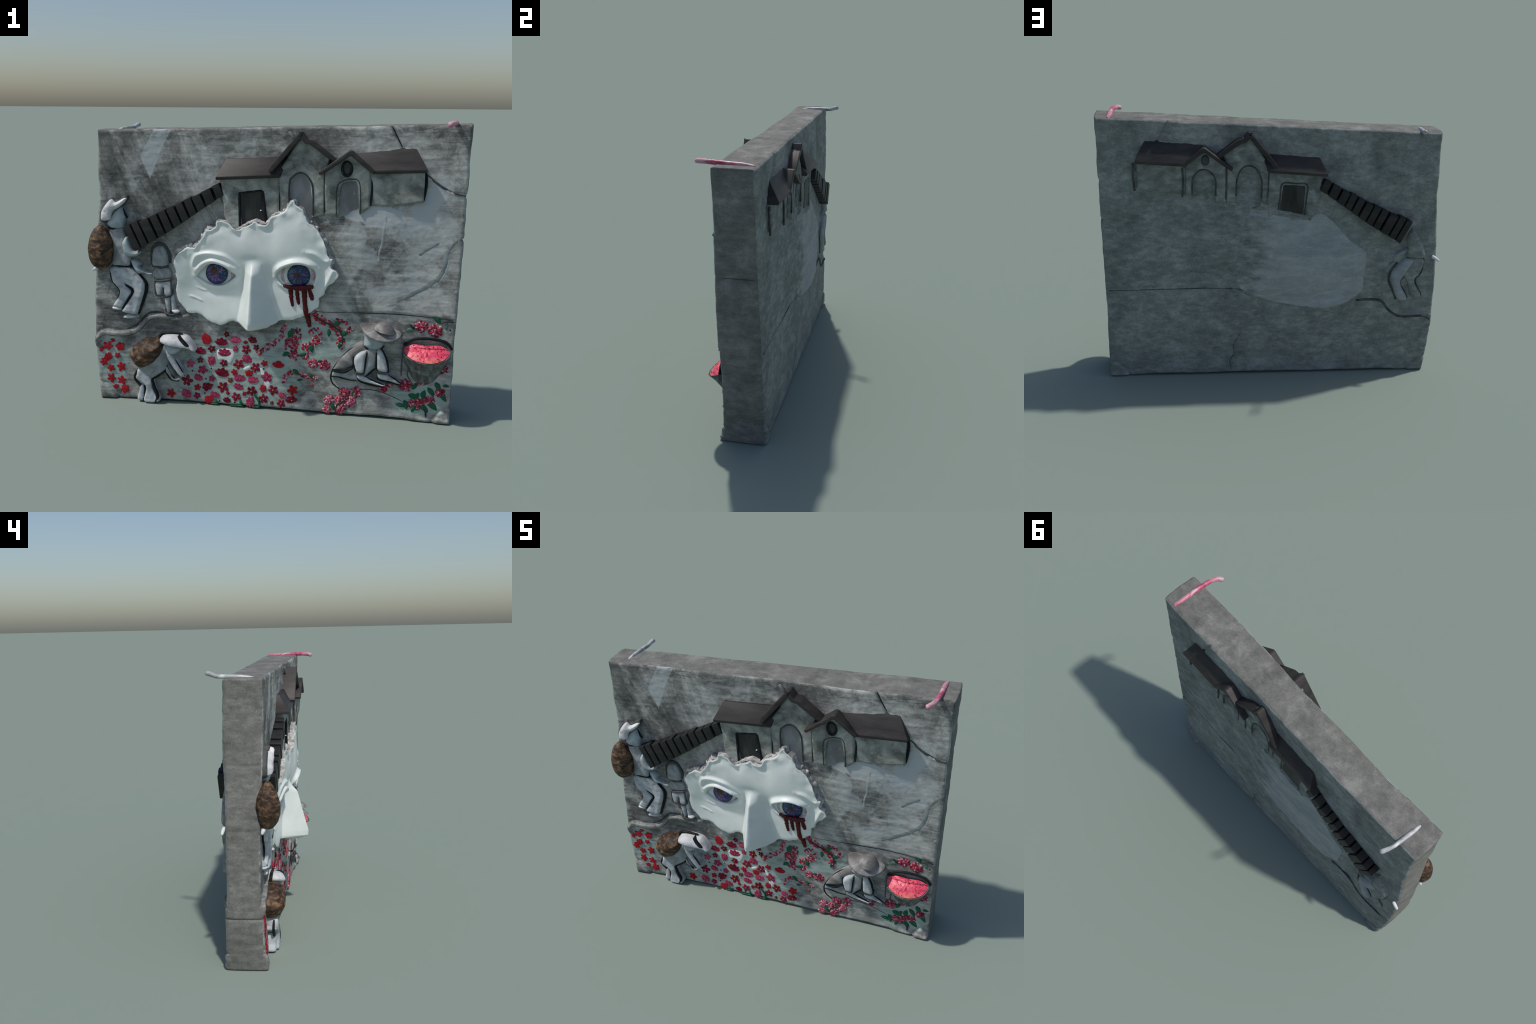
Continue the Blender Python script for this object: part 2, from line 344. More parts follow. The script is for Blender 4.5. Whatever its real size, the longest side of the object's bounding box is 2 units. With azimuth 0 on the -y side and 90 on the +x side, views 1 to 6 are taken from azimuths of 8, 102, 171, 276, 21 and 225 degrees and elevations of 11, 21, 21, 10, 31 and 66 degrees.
def make_back_patch():
    s = NT("pale_back_wash", 0.8, 0.2); X, Y, Z = s.xyz()
    n = s.noise(s.mp((9, 9, 24)), 1.0, 6, 0.7, 0.3); f = s.noise(s.mp((1, 1, 1)), 130, 3, 0.6)
    k = s.math('ADD', s.math('MULTIPLY', n, 0.75), s.math('MULTIPLY', f, 0.25))
    pale = s.ramp(k, [(0.36, (0.25, 0.275, 0.27)), (0.5, (0.32, 0.345, 0.34)), (0.64, (0.40, 0.42, 0.415))])
    rest = s.ramp(k, [(0.36, (0.11, 0.122, 0.112)), (0.5, (0.215, 0.232, 0.218)), (0.64, (0.37, 0.39, 0.37))])
    edge = s.math('ADD', X, s.math('MULTIPLY', s.math('SUBTRACT', s.noise(s.mp((6, 6, 12)), 1.0, 5, 0.65, 0.6), 0.5), 0.5))
    s.bump(k, 0.35, 0.006)
    return s.out(s.mix(s.rng(edge, -0.02, 0.22), pale, rest))
M['backpale'] = make_back_patch()

# ------------------------------------------------------------------ objects
root = bpy.data.objects.new("relief_plaque", None)
bpy.context.scene.collection.objects.link(root)
root["label"] = "grey relief plaque with torn white face, houses, farm workers, red flowers"
root["category"] = "relief sculpture"

def add(name, mesh, parent=None, smooth_angle=None):
    ob = bpy.data.objects.new(name, mesh)
    bpy.context.scene.collection.objects.link(ob)
    ob.parent = parent or root
    return ob

def empty(name, parent=None):
    ob = bpy.data.objects.new(name, None); bpy.context.scene.collection.objects.link(ob); ob.parent = parent or root
    return ob

def mesh_from(name, V, F, mats, midx=None, shade=True, sharp=None):
    me = bpy.data.meshes.new(name)
    me.from_pydata([tuple(map(float, v)) for v in V], [], [tuple(map(int, f)) for f in F])
    for m in (mats if isinstance(mats, (list, tuple)) else [mats]): me.materials.append(m)
    if midx is not None: me.polygons.foreach_set("material_index", np.asarray(midx, dtype=np.int32))
    me.polygons.foreach_set("use_smooth", [shade] * len(me.polygons))
    me.update()
    if sharp is not None: me.set_sharp_from_angle(angle=math.radians(sharp))
    return me

def fix_normals(me):
    bm = bmesh.new(); bm.from_mesh(me); bmesh.ops.recalc_face_normals(bm, faces=bm.faces); bm.to_mesh(me); bm.free(); me.update()

def cdt_region(poly, step, seed=0):
    """triangulate the inside of an outline with a jittered hexagonal lattice of inner points"""
    B = resample(np.asarray(poly, float), step)
    lo = B.min(0); hi = B.max(0); rows = []
    dz = step * 0.866
    nz = int((hi[1] - lo[1]) / dz) + 1; nx = int((hi[0] - lo[0]) / step) + 2
    for j in range(nz):
        xs = lo[0] + (np.arange(nx) + (0.5 if j % 2 else 0)) * step
        rows.append(np.stack([xs, np.full(nx, lo[1] + (j + 0.5) * dz)], 1))
    P = np.concatenate(rows) if rows else np.zeros((0, 2))
    P = P[inside(P, B)]
    if len(P):
        d, _ = seg_dist(P, B, True); P = P[d > step * 0.55]
    A = np.concatenate([B, P])
    r = delaunay_2d_cdt([Vector((float(a), float(b))) for a, b in A], [], [list(range(len(B)))], 1, 1e-6)
    V = np.array([[v.x, v.y] for v in r[0]]); F = [list(f) for f in r[2]]
    return V, F, B

def boundary_loop(F):
    cnt = {}
    for f in F:
        for i in range(len(f)):
            a, b = f[i], f[(i + 1) % len(f)]
            cnt[(a, b)] = cnt.get((a, b), 0) + 1
    return [(a, b) for (a, b) in cnt if (b, a) not in cnt]

def pillow(name, outline, edge, top, width, mat, parent=None, base=-0.075, step=0.006, hfun=None, closed_spline=True,
           n=5, back=False, rim_mat=None, power=2.0, noise=0.0, nscale=40, sharp=40, tilt=None, hook=None):
    """raised relief piece: outline in X,Z; height swells from `edge` to `top` over `width`"""
    poly = spline(outline, True, n) if closed_spline else np.array(outline, float)
    V, F, B = cdt_region(poly, step)
    d, _ = seg_dist(V, B, True)
    if hfun is None:
        t = np.clip(d / width, 0, 1)
        h = edge + (top - edge) * (1 - (1 - t) ** power) ** (1 / power)
    else:
        h = hfun(V[:, 0], V[:, 1], d)
    if tilt is not None:
        h = h + tilt[0] * (V[:, 0] - tilt[2]) + tilt[1] * (V[:, 1] - tilt[3])
    if noise:
        h = h + noise * fbm(V[:, 0] * nscale, V[:, 1] * nscale, 3, len(name)) * np.clip(d / (0.5 * width + 1e-6), 0.15, 1)
    # orient triangles to face outwards
    a = V[[f[0] for f in F]]; b = V[[f[1] for f in F]]; c = V[[f[2] for f in F]]
    area = (b[:, 0] - a[:, 0]) * (c[:, 1] - a[:, 1]) - (b[:, 1] - a[:, 1]) * (c[:, 0] - a[:, 0])
    F = [f if s > 0 else f[::-1] for f, s in zip(F, area)]
    if back: F = [f[::-1] for f in F]
    fn = WB if back else W
    P = [fn(V[i, 0], V[i, 1], h[i]) for i in range(len(V))]
    mid = [0] * len(F)
    bl = boundary_loop(F); ids = sorted({i for e in bl for i in e}); low = {}
    for i in ids:
        low[i] = len(P); P.append(fn(V[i, 0], V[i, 1], base))
    for a_, b_ in bl:
        F.append([b_, a_, low[a_], low[b_]]); mid.append(1 if rim_mat else 0)
    me = mesh_from(name, P, F, [mat] + ([rim_mat] if rim_mat else []), mid, True, sharp)
    ob = add(name, me, parent)
    if hook: hook(V, F, h)
    return ob

def tube_mesh(path, rad, seg=8, cap=True):
    P = np.array(path, float); n = len(P)
    r = np.array(rad, float) if np.ndim(rad) else np.full(n, float(rad))
    T = np.gradient(P, axis=0); T /= np.linalg.norm(T, axis=1)[:, None] + 1e-9
    up = np.array([0.13, 1.0, 0.21]); V = []; F = []
    for i in range(n):
        s = np.cross(T[i], up); s /= np.linalg.norm(s) + 1e-9; u = np.cross(s, T[i])
        for k in range(seg):
            a = 2 * math.pi * k / seg
            V.append(P[i] + r[i] * (math.cos(a) * s + math.sin(a) * u))
    for i in range(n - 1):
        for k in range(seg):
            F.append([i * seg + k, i * seg + (k + 1) % seg, (i + 1) * seg + (k + 1) % seg, (i + 1) * seg + k])
    if cap:
        c0 = len(V); V.append(P[0] - T[0] * r[0] * 0.6); c1 = len(V); V.append(P[-1] + T[-1] * r[-1] * 0.6)
        for k in range(seg):
            F.append([c0, (k + 1) % seg, k]); F.append([c1, (n - 1) * seg + k, (n - 1) * seg + (k + 1) % seg])
    return V, F

def line_path(pts, h, n=6, surface=None):
    p = spline(pts, False, n) if len(pts) > 2 else np.array([np.array(pts[0]) + (np.array(pts[1]) - np.array(pts[0])) * t for t in np.linspace(0, 1, 6)])
    hh = np.full(len(p), float(h)) if not callable(h) else h(p[:, 0], p[:, 1])
    return [W(a[0], a[1], b) for a, b in zip(p, hh)]

def lines(name, items, mat, parent=None, taper=True, seg=7):
    """joined contour lines: (points, h, radius)"""
    V = []; F = []
    for pts, h, r in items:
        path = line_path(pts, h)
        n = len(path)
        t = np.linspace(0, 1, n)
        rr = r * (0.45 + 0.55 * np.sin(np.pi * np.clip(t * 0.86 + 0.07, 0, 1)) ** 0.7) if taper else np.full(n, r)
        v, f = tube_mesh(path, rr, seg); o = len(V)
        V += v; F += [[i + o for i in q] for q in f]
    me = mesh_from(name, V, F, mat, None, True); fix_normals(me)
    return add(name, me, parent)

def prism(name, poly, h0, h1, mat, parent=None, bevel=0.004, back_h=False, seg=2):
    """straight block: X,Z outline extruded from h0 (inside or behind) to h1 (front)"""
    n = len(poly); V = []; F = []
    V += [W(p[0], p[1], h1) for p in poly]
    V += [WB(p[0], p[1], h0) if back_h else W(p[0], p[1], h0) for p in poly]
    F.append(list(range(n))); F.append(list(range(2 * n - 1, n - 1, -1)))
    for i in range(n):
        j = (i + 1) % n; F.append([j, i, n + i, n + j])
    me = mesh_from(name, V, F, mat, None, True)
    bm = bmesh.new(); bm.from_mesh(me); bmesh.ops.recalc_face_normals(bm, faces=bm.faces)
    if bevel: bmesh.ops.bevel(bm, geom=list(bm.edges), offset=bevel, segments=seg, profile=0.6, affect='EDGES', clamp_overlap=True)
    bm.to_mesh(me); bm.free()
    me.polygons.foreach_set("use_smooth", [True] * len(me.polygons)); me.update(); me.set_sharp_from_angle(angle=math.radians(35))
    return add(name, me, parent)

# ------------------------------------------------------------------ slab surfaces
LEDGE = spline([(-1.02, 0.32), (-0.982, 0.345), (-0.932, 0.385), (-0.857, 0.382), (-0.775, 0.394), (-0.73, 0.423), (-0.689, 0.469),
                (-0.652, 0.491), (-0.561, 0.491), (-0.507, 0.486), (-0.42, 0.50), (-0.25, 0.47), (-0.05, 0.47), (0.15, 0.53), (0.227, 0.572),
                (0.302, 0.566), (0.487, 0.575), (0.687, 0.577), (0.955, 0.559), (1.02, 0.555)], False, 6)
CRACK = [(0.612, 1.53), (0.638, 1.476), (0.668, 1.42)]
RIDGE = [(0.78, 1.30), (0.83, 1.262), (0.857, 1.244), (0.90, 1.215), (0.985, 1.197)]

STAIR_WELL = [(-0.776, 0.972), (-0.262, 1.222), (-0.242, 1.182), (-0.722, 0.868)]     # the slab is hollow behind the treads

def well(P):
    d, _ = seg_dist(P, STAIR_WELL, True)
    return np.where(inside(P, np.array(STAIR_WELL)), smooth(0.0, 0.007, d), 0.0)

# slow swell of the clay front: measured heights (X, Z, h) joined by a thin-plate spline
SWELL = [(-0.93, 1.49, -0.002), (-0.95, 1.05, -0.014), (-0.97, 0.75, -0.030), (-0.97, 0.6, -0.031), (-0.97, 0.42, -0.030), (-0.95, 0.30, -0.020), (-0.95, 0.03, -0.014),
         (-0.70, 1.39, -0.008), (-0.64, 1.24, -0.016), (-0.65, 1.45, -0.010), (-0.54, 1.445, -0.015), (-0.44, 1.38, -0.016), (-0.56, 1.10, -0.032), (-0.79, 1.14, -0.026), (-0.65, 0.80, -0.034), (-0.62, 0.62, -0.036),
         (-0.20, 1.49, -0.006), (0.02, 1.45, -0.013), (0.1, 1.2, -0.016), (0.615, 1.515, 0.004), (0.66, 1.43, 0.0), (0.98, 1.54, 0.003), (0.97, 1.25, 0.0), (0.97, 0.8, 0.0), (0.95, 0.55, -0.004), (0.945, 0.2, -0.014), (0.95, 0.03, -0.014),
         (0.45, 0.96, 0.025), (0.55, 0.87, 0.017), (0.59, 1.02, 0.025), (0.40, 1.05, 0.024), (0.715, 0.66, -0.006), (0.765, 0.89, 0.004), (0.89, 0.95, 0.0), (0.74, 0.75, -0.002), (0.45, 0.70, 0.006), (0.80, 1.15, 0.006), (0.3, 0.62, 0.004),
         (-0.37, 0.19, -0.040), (-0.17, 0.24, -0.040), (-0.07, 0.23, -0.032), (0.0, 0.18, -0.028), (-0.26, 0.10, -0.034), (-0.18, 0.06, -0.027), (0.03, 0.11, -0.026), (0.07, 0.04, -0.022), (-0.40, 0.05, -0.032), (-0.26, 0.35, -0.043), (-0.38, 0.30, -0.047),
         (0.06, 0.25, -0.025), (0.13, 0.12, -0.026), (0.21, 0.46, -0.017), (-0.90, 0.12, -0.022), (-0.84, 0.18, -0.029), (-0.55, 0.05, -0.029), (-0.6, 0.35, -0.042), (-0.35, 0.45, -0.040), (0.44, 0.08, -0.017), (0.35, 0.25, -0.016), (0.58, 0.08, -0.019), (0.73, 0.19, -0.029), (0.77, 0.13, -0.025), (0.55, 0.47, -0.010), (0.87, 0.54, -0.009),
         (0.70, 0.03, -0.018), (-0.05, 0.75, -0.02)]

def tps_fit(pts, lam=0.002):
    A = np.array(pts); n = len(A); d = np.linalg.norm(A[:, None, :2] - A[None, :, :2], axis=2)
    K = np.where(d > 0, d * d * np.log(d + 1e-12), 0) + lam * np.eye(n)
    Q = np.concatenate([np.ones((n, 1)), A[:, :2]], 1)
    L = np.block([[K, Q], [Q.T, np.zeros((3, 3))]])
    return A[:, :2], np.linalg.solve(L, np.concatenate([A[:, 2], np.zeros(3)]))
TPS = tps_fit(SWELL)

def swell(X, Z):
    C, w = TPS; n = len(C); r = w[n] + w[n + 1] * X + w[n + 2] * Z
    for i in range(n):
        d2 = (X - C[i, 0]) ** 2 + (Z - C[i, 1]) ** 2
        r = r + w[i] * 0.5 * d2 * np.log(d2 + 1e-12)
    return r

def front_h(X, Z):
    X = np.asarray(X, float); Z = np.asarray(Z, float); P = np.stack([X.ravel(), Z.ravel()], 1)
    zl = np.interp(X, LEDGE[:, 0], LEDGE[:, 1])
    dl, _ = seg_dist(P, LEDGE); dl = dl.reshape(X.shape)
    above = Z > zl
    h = swell(X, Z)
    leftness = smooth(-0.38, -0.5, X)
    right = smooth(0.1, 0.4, X)
    h = h + np.where(above, 0.003, -0.003) * right * smooth(0.0, 0.01, dl)
    h = h - 0.006 * right * np.exp(-(dl / 0.006) ** 2)
    # rolled lip of the field along the ledge, pressed-in wall just above it
    lip = np.where(above, smooth(0.008, 0.0, dl), smooth(0.055, 0.016, dl)) * leftness
    h = h + lip * 0.016 - 0.006 * leftness * np.where(above, np.exp(-((dl - 0.014) / 0.012) ** 2), 0)
    h = h - 0.003 * leftness * np.where(~above, np.exp(-((dl - 0.022) / 0.004) ** 2), 0)
    dc, _ = seg_dist(P, CRACK); dc = dc.reshape(X.shape)
    h = h - 0.012 * np.exp(-(dc / 0.006) ** 2)
    dr, _ = seg_dist(P, RIDGE); dr = dr.reshape(X.shape)
    zr = np.interp(X, [p[0] for p in RIDGE], [p[1] for p in RIDGE])
    h = h + 0.005 * smooth(0.79, 0.83, X) * np.where(Z > zr, -1, 1) * np.exp(-dr / 0.05)
    # curled clay flakes in the two lower corners
    for cx, cz, rr, am in [(-0.955, 0.0, 0.085, 0.014), (0.955, 0.0, 0.07, 0.012)]:
        q = np.hypot((X - cx) / 1.15, Z - cz) + 0.012 * fbm(X * 25, Z * 25, 2, 9)
        h = h + am * smooth(rr + 0.008, rr - 0.012, q) * smooth(0.0, 0.03, 0.975 - np.abs(X)) - 0.006 * np.exp(-((q - rr - 0.006) / 0.008) ** 2)
    flake = smooth(0.03, 0.018, Z + 0.008 * fbm(X * 30, Z * 0, 2, 4)) * smooth(0.73, 0.77, X)
    h = h + 0.010 * flake
    h = h - 0.065 * well(P).reshape(X.shape)
    h = h + 0.0025 * fbm(X * 5, Z * 5, 3, 3) + 0.0016 * fbm(X * 9, Z * 40, 3, 5) + 0.0012 * fbm(X * 45, Z * 45, 3, 8)
    return h

def back_h(X, Z):
    P = np.stack([X.ravel(), Z.ravel()], 1)
    dl, _ = seg_dist(P, LEDGE); dl = dl.reshape(X.shape)
    zl = np.interp(X, LEDGE[:, 0], LEDGE[:, 1]); above = Z > zl
    left = smooth(0.35, -0.45, X)
    h = np.where(above, -0.010 * left * smooth(0.0, 0.02, dl) * smooth(1.2, 0.9, Z), 0.0)
    h = h + 0.040 * np.exp(-((X + 0.05) / 0.60) ** 2 - ((Z - 0.70) / 0.47) ** 2)   # the middle of the slab bows backwards
    h = h + 0.013 * np.exp(-((X - 0.42) / 0.35) ** 2 - ((Z - 0.24) / 0.2) ** 2) + 0.012 * np.exp(-((X + 0.42) / 0.15) ** 2 - ((Z - 0.70) / 0.25) ** 2)
    h = h - 0.006 * np.exp(-(dl / 0.006) ** 2)
    dc, _ = seg_dist(P, CRACK); h = h - 0.010 * np.exp(-(dc.reshape(X.shape) / 0.007) ** 2)
    dr, _ = seg_dist(P, RIDGE); h = h - 0.006 * np.exp(-(dr.reshape(X.shape) / 0.008) ** 2)
    crk = [(0.24, 0.03), (0.25, 0.09), (0.225, 0.14), (0.23, 0.2), (0.19, 0.28)]
    d2, _ = seg_dist(P, crk); h = h - 0.004 * np.exp(-(d2.reshape(X.shape) / 0.008) ** 2)
    for cx, cz, rr, am in [(-0.955, 0.0, 0.085, 0.008), (0.955, 0.0, 0.085, 0.008)]:
        q = np.hypot((X - cx) / 1.2, Z - cz) + 0.012 * fbm(X * 25, Z * 25, 2, 9)
        h = h + am * smooth(rr + 0.008, rr - 0.012, q) * smooth(0.0, 0.03, 0.975 - np.abs(X)) - 0.006 * np.exp(-((q - rr - 0.006) / 0.008) ** 2)
    h = h - 0.06 * well(P).reshape(X.shape)
    h = h + 0.004 * fbm(X * 4, Z * 4, 3, 13) + 0.0022 * fbm(X * 12, Z * 26, 3, 15) + 0.0016 * fbm(X * 45, Z * 50, 3, 18)
    return h

XL = [(0.0, -0.951), (0.10, -0.963), (0.2, -0.973), (0.343, -0.983), (0.498, -0.980), (0.625, -0.977), (0.813, -0.966), (0.986, -0.949), (1.12, -0.934), (1.3, -0.930), (1.50, -0.926)]
XR = [(0.0, 0.958), (0.191, 0.961), (0.431, 0.962), (0.573, 0.967), (0.782, 0.974), (0.975, 0.979), (0.99, 0.980), (1.198, 0.980), (1.29, 0.986), (1.545, 0.991)]

def build_slab():
    nu, nv, nd = 440, 340, 30
    v = np.linspace(0, 1, nv + 1); u = np.linspace(0, 1, nu + 1)
    U, Vv = np.meshgrid(u, v)
    # side outlines with grooves (clay slices) and nicks
    def xl(z):
        return (np.interp(z, [p[0] for p in XL], [p[1] for p in XL]) + 0.006 * np.exp(-((z - 0.285) / 0.006) ** 2)
                + 0.002 * np.exp(-((z - 0.742) / 0.008) ** 2) + 0.002 * np.exp(-((z - 1.07) / 0.008) ** 2) + 0.0035 * fbm(z * 14, z * 0, 3, 21))
    def xr(z):
        return (np.interp(z, [p[0] for p in XR], [p[1] for p in XR]) - 0.009 * np.exp(-((z - 0.975) / 0.008) ** 2)
                - 0.005 * np.exp(-((z - 1.19) / 0.015) ** 2) + 0.0035 * fbm(z * 14, z * 0 + 5, 3, 22))
    Z0 = Vv * 1.5
    uu = U
    ztop = 1.494 + (uu) * (1.544 - 1.494) + 0.003 * fbm(uu * 22, uu * 0, 3, 31)
    zbot = 0.004 + 0.004 * fbm(uu * 16, uu * 0 + 3, 3, 32) + 0.006 * smooth(0.05, 0.16, uu) * smooth(0.99, 0.75, uu)
    Z = zbot + (ztop - zbot) * Vv
    A = xl(Z); B = xr(Z)
    X = A + (B - A) * U
    dedge = np.minimum.reduce([X - A, B - X, Z - zbot, ztop - Z])
    rnd = 0.007 * np.clip(1 - dedge / 0.012, 0, 1) ** 2
    HF = front_h(X, Z) - rnd
    HB = back_h(X, Z) - rnd
    Yf = y_front(X) - HF
    Yb = y_back(X, Z) + HB
    N = (nu + 1) * (nv + 1)
    pts = [np.stack([X, Yf, Z], -1).reshape(-1, 3), np.stack([X, Yb, Z], -1).reshape(-1, 3)]
    idx = np.arange(N).reshape(nv + 1, nu + 1)
    quads = np.stack([idx[:-1, :-1], idx[:-1, 1:], idx[1:, 1:], idx[1:, :-1]], -1).reshape(-1, 4)
    faces = [quads, quads[:, ::-1] + N]
    mid = [np.zeros(len(quads), int), np.full(len(quads), 2)]
    loop = np.concatenate([idx[0, :-1], idx[:-1, -1], idx[-1, :0:-1], idx[:0:-1, 0]])
    m = len(loop); f0 = pts[0][loop]; b0 = pts[1][loop]
    rings = [loop]; start = 2 * N; side = []
    cen = np.array([0.0, 0.0, 0.76])
    # outward direction of the rim in X,Z
    nxt = np.roll(f0, -1, 0) - np.roll(f0, 1, 0)
    out = np.stack([nxt[:, 2], np.zeros(m), -nxt[:, 0]], 1); out /= np.linalg.norm(out, axis=1)[:, None] + 1e-9
    for k in range(1, nd):
        t = k / nd
        p = f0 * (1 - t) + b0 * t
        s = np.arange(m) * 0.0045
        bulge = (0.003 * np.clip(1 - np.abs(t - 0.5) * 2, 0, 0.12) / 0.12 + 0.006 * (1 - (2 * t - 1) ** 2) * np.abs(out[:, 0])) + 0.0018 * fbm(s * 9, s * 0 + t * 4, 3, 41) + 0.001 * fbm(s * 45, s * 0 + t * 12, 2, 42)
        p = p + out * bulge[:, None]
        side.append(p); rings.append(start + (k - 1) * m + np.arange(m))
    rings.append(loop + N)
    pts.append(np.concatenate(side))
    for a, b in zip(rings[:-1], rings[1:]):
        q = np.stack([a, b, np.roll(b, -1), np.roll(a, -1)], -1)
        faces.append(q); mid.append(np.ones(len(q), int))
    P = np.concatenate(pts); F = np.concatenate(faces); MI = np.concatenate(mid)
    P[:, 2] = np.maximum(P[:, 2], 0.0)
    me = bpy.data.meshes.new("slab")
    me.vertices.add(len(P)); me.vertices.foreach_set("co", P.astype(np.float32).ravel())
    me.loops.add(F.size); me.loops.foreach_set("vertex_index", F.astype(np.int32).ravel())
    me.polygons.add(len(F)); me.polygons.foreach_set("loop_start", np.arange(0, F.size, 4, dtype=np.int32))
    me.materials.append(M['wall']); me.materials.append(M['concrete']); me.materials.append(M['back'])
    me.polygons.foreach_set("material_index", MI.astype(np.int32))
    me.polygons.foreach_set("use_smooth", np.ones(len(F), bool))
    me.update(calc_edges=True); me.validate()
    add("slab", me)
build_slab()

def fh(x, z):
    return front_h(np.atleast_1d(np.asarray(x, float)), np.atleast_1d(np.asarray(z, float)))

# ------------------------------------------------------------------ face
FACE = [(-0.516, 0.784), (-0.508, 0.825), (-0.477, 0.861), (-0.436, 0.885), (-0.396, 0.884), (-0.38, 0.909), (-0.345, 0.95), (-0.33, 0.98),
        (-0.285, 0.996), (-0.268, 1.034), (-0.231, 1.032), (-0.201, 1.024), (-0.167, 0.993), (-0.118, 1.012), (-0.069, 1.04), (-0.045, 1.027),
        (-0.011, 1.028), (0.018, 1.067), (0.075, 1.091), (0.117, 1.146), (0.131, 1.154), (0.146, 1.131), (0.184, 1.104), (0.204, 1.047),
        (0.233, 1.032), (0.271, 0.988), (0.301, 0.922), (0.317, 0.865), (0.336, 0.861), (0.327, 0.827), (0.337, 0.808), (0.368, 0.785),
        (0.348, 0.745), (0.311, 0.719), (0.297, 0.675), (0.272, 0.648), (0.262, 0.599), (0.213, 0.561), (0.136, 0.522), (0.078, 0.516),
        (0.019, 0.49), (-0.041, 0.474), (-0.09, 0.462), (-0.13, 0.476), (-0.171, 0.491), (-0.211, 0.486), (-0.256, 0.463), (-0.302, 0.47),
        (-0.343, 0.489), (-0.383, 0.517), (-0.44, 0.519), (-0.475, 0.548), (-0.501, 0.592), (-0.51, 0.643), (-0.504, 0.704)]
FACE_BASE = [(-.5, .78, -.006), (-.48, .6, -.020), (-.3, .48, -.010), (-.38, .58, -.028), (-.29, .64, -.022), (-.4, .88, .006), (-.27, 1.02, .026), (-.16, 1.0, .040), (-.05, 1.03, .045), (.12, 1.14, .050), (.25, 1.0, .052),
             (.33, .87, .050), (.365, .79, .060), (.28, .66, .030), (.22, .63, .028), (.14, .59, .018), (.15, .53, .004), (-.1, .47, 0.0), (-.1, .95, .055), (.1, .95, .066), (-.3, .93, .034), (-.08, .85, .045), (.15, .9, .066),
             (-.3, .89, .034), (-.2, .6, -.010), (0, .6, .008), (-.08, .7, .010), (-.16, .77, .022), (-.40, .74, -.012)]
EYE_L = [(-0.392, 0.732), (-0.343, 0.785), (-0.303, 0.804), (-0.253, 0.799), (-0.213, 0.771), (-0.175, 0.743), (-0.203, 0.711), (-0.238, 0.687), (-0.283, 0.68), (-0.334, 0.69), (-0.384, 0.718)]
EYE_R = [(0.042, 0.757), (0.07, 0.798), (0.123, 0.822), (0.176, 0.827), (0.228, 0.81), (0.25, 0.782), (0.24, 0.723), (0.192, 0.71), (0.125, 0.707), (0.081, 0.705), (0.056, 0.733)]
LID_LU = [(-0.398, 0.735), (-0.388, 0.765), (-0.352, 0.802), (-0.300, 0.821), (-0.240, 0.808), (-0.195, 0.786), (-0.158, 0.770)]
LID_LC = [(-0.402, 0.748), (-0.410, 0.79), (-0.392, 0.838), (-0.35, 0.856), (-0.298, 0.860), (-0.229, 0.846), (-0.15, 0.792)]
LID_LL = [(-0.396, 0.728), (-0.342, 0.685), (-0.281, 0.671), (-0.231, 0.682), (-0.181, 0.715), (-0.152, 0.745)]
LID_RU = [(0.034, 0.752), (0.048, 0.788), (0.072, 0.814), (0.125, 0.837), (0.177, 0.841), (0.23, 0.824), (0.258, 0.804)]
LID_RL = [(0.040, 0.757), (0.060, 0.717), (0.093, 0.701), (0.165, 0.702), (0.232, 0.712), (0.250, 0.735), (0.256, 0.78)]
EYE_Ls, EYE_Rs = spline(EYE_L, True, 5), spline(EYE_R, True, 5)

NOSE_Z = np.linspace(0.42, 0.88, 231)
NOSE_H = np.interp(NOSE_Z, [0.445, 0.460, 0.471, 0.487, 0.52, 0.60, 0.70, 0.765, 0.79, 0.815, 0.85], [0.0, 0.03, 0.100, 0.148, 0.150, 0.124, 0.090, 0.062, 0.030, 0.006, 0.0])      # profile of the ridge, seen from the side
_soft = np.where(NOSE_Z < 0.52, 0, 1)                                # keep the tip crisp, blend the bridge softly
NOSE_H = np.where(_soft, np.convolve(NOSE_H, np.hanning(25) / np.hanning(25).sum(), 'same'), np.convolve(NOSE_H, np.hanning(7) / np.hanning(7).sum(), 'same'))

def nose_extra(x, z):
    ridge_x = np.interp(z, [0.46, 0.7, 0.82], [-0.090, -0.084, -0.080])
    z = z - np.where(x < ridge_x, 0.16, 0.05) * np.abs(x - ridge_x) * smooth(0.60, 0.50, z)      # wings end higher than the tip
    ext = np.interp(z, NOSE_Z, NOSE_H)
    wl = np.interp(z, [0.47, 0.6, 0.8], [0.085, 0.066, 0.042]); wr = np.interp(z, [0.47, 0.6, 0.8], [0.165, 0.115, 0.055])
    dx = x - ridge_x
    t = np.where(dx < 0, -dx / wl, dx / wr)
    r = np.sqrt(t * t + 0.03) - 0.173 * (1 - np.clip(t, 0, 1))      # rounded ridge, long soft flanks
    prof = np.clip(1 - r, 0, 1)
    return ext * prof ** 1.12

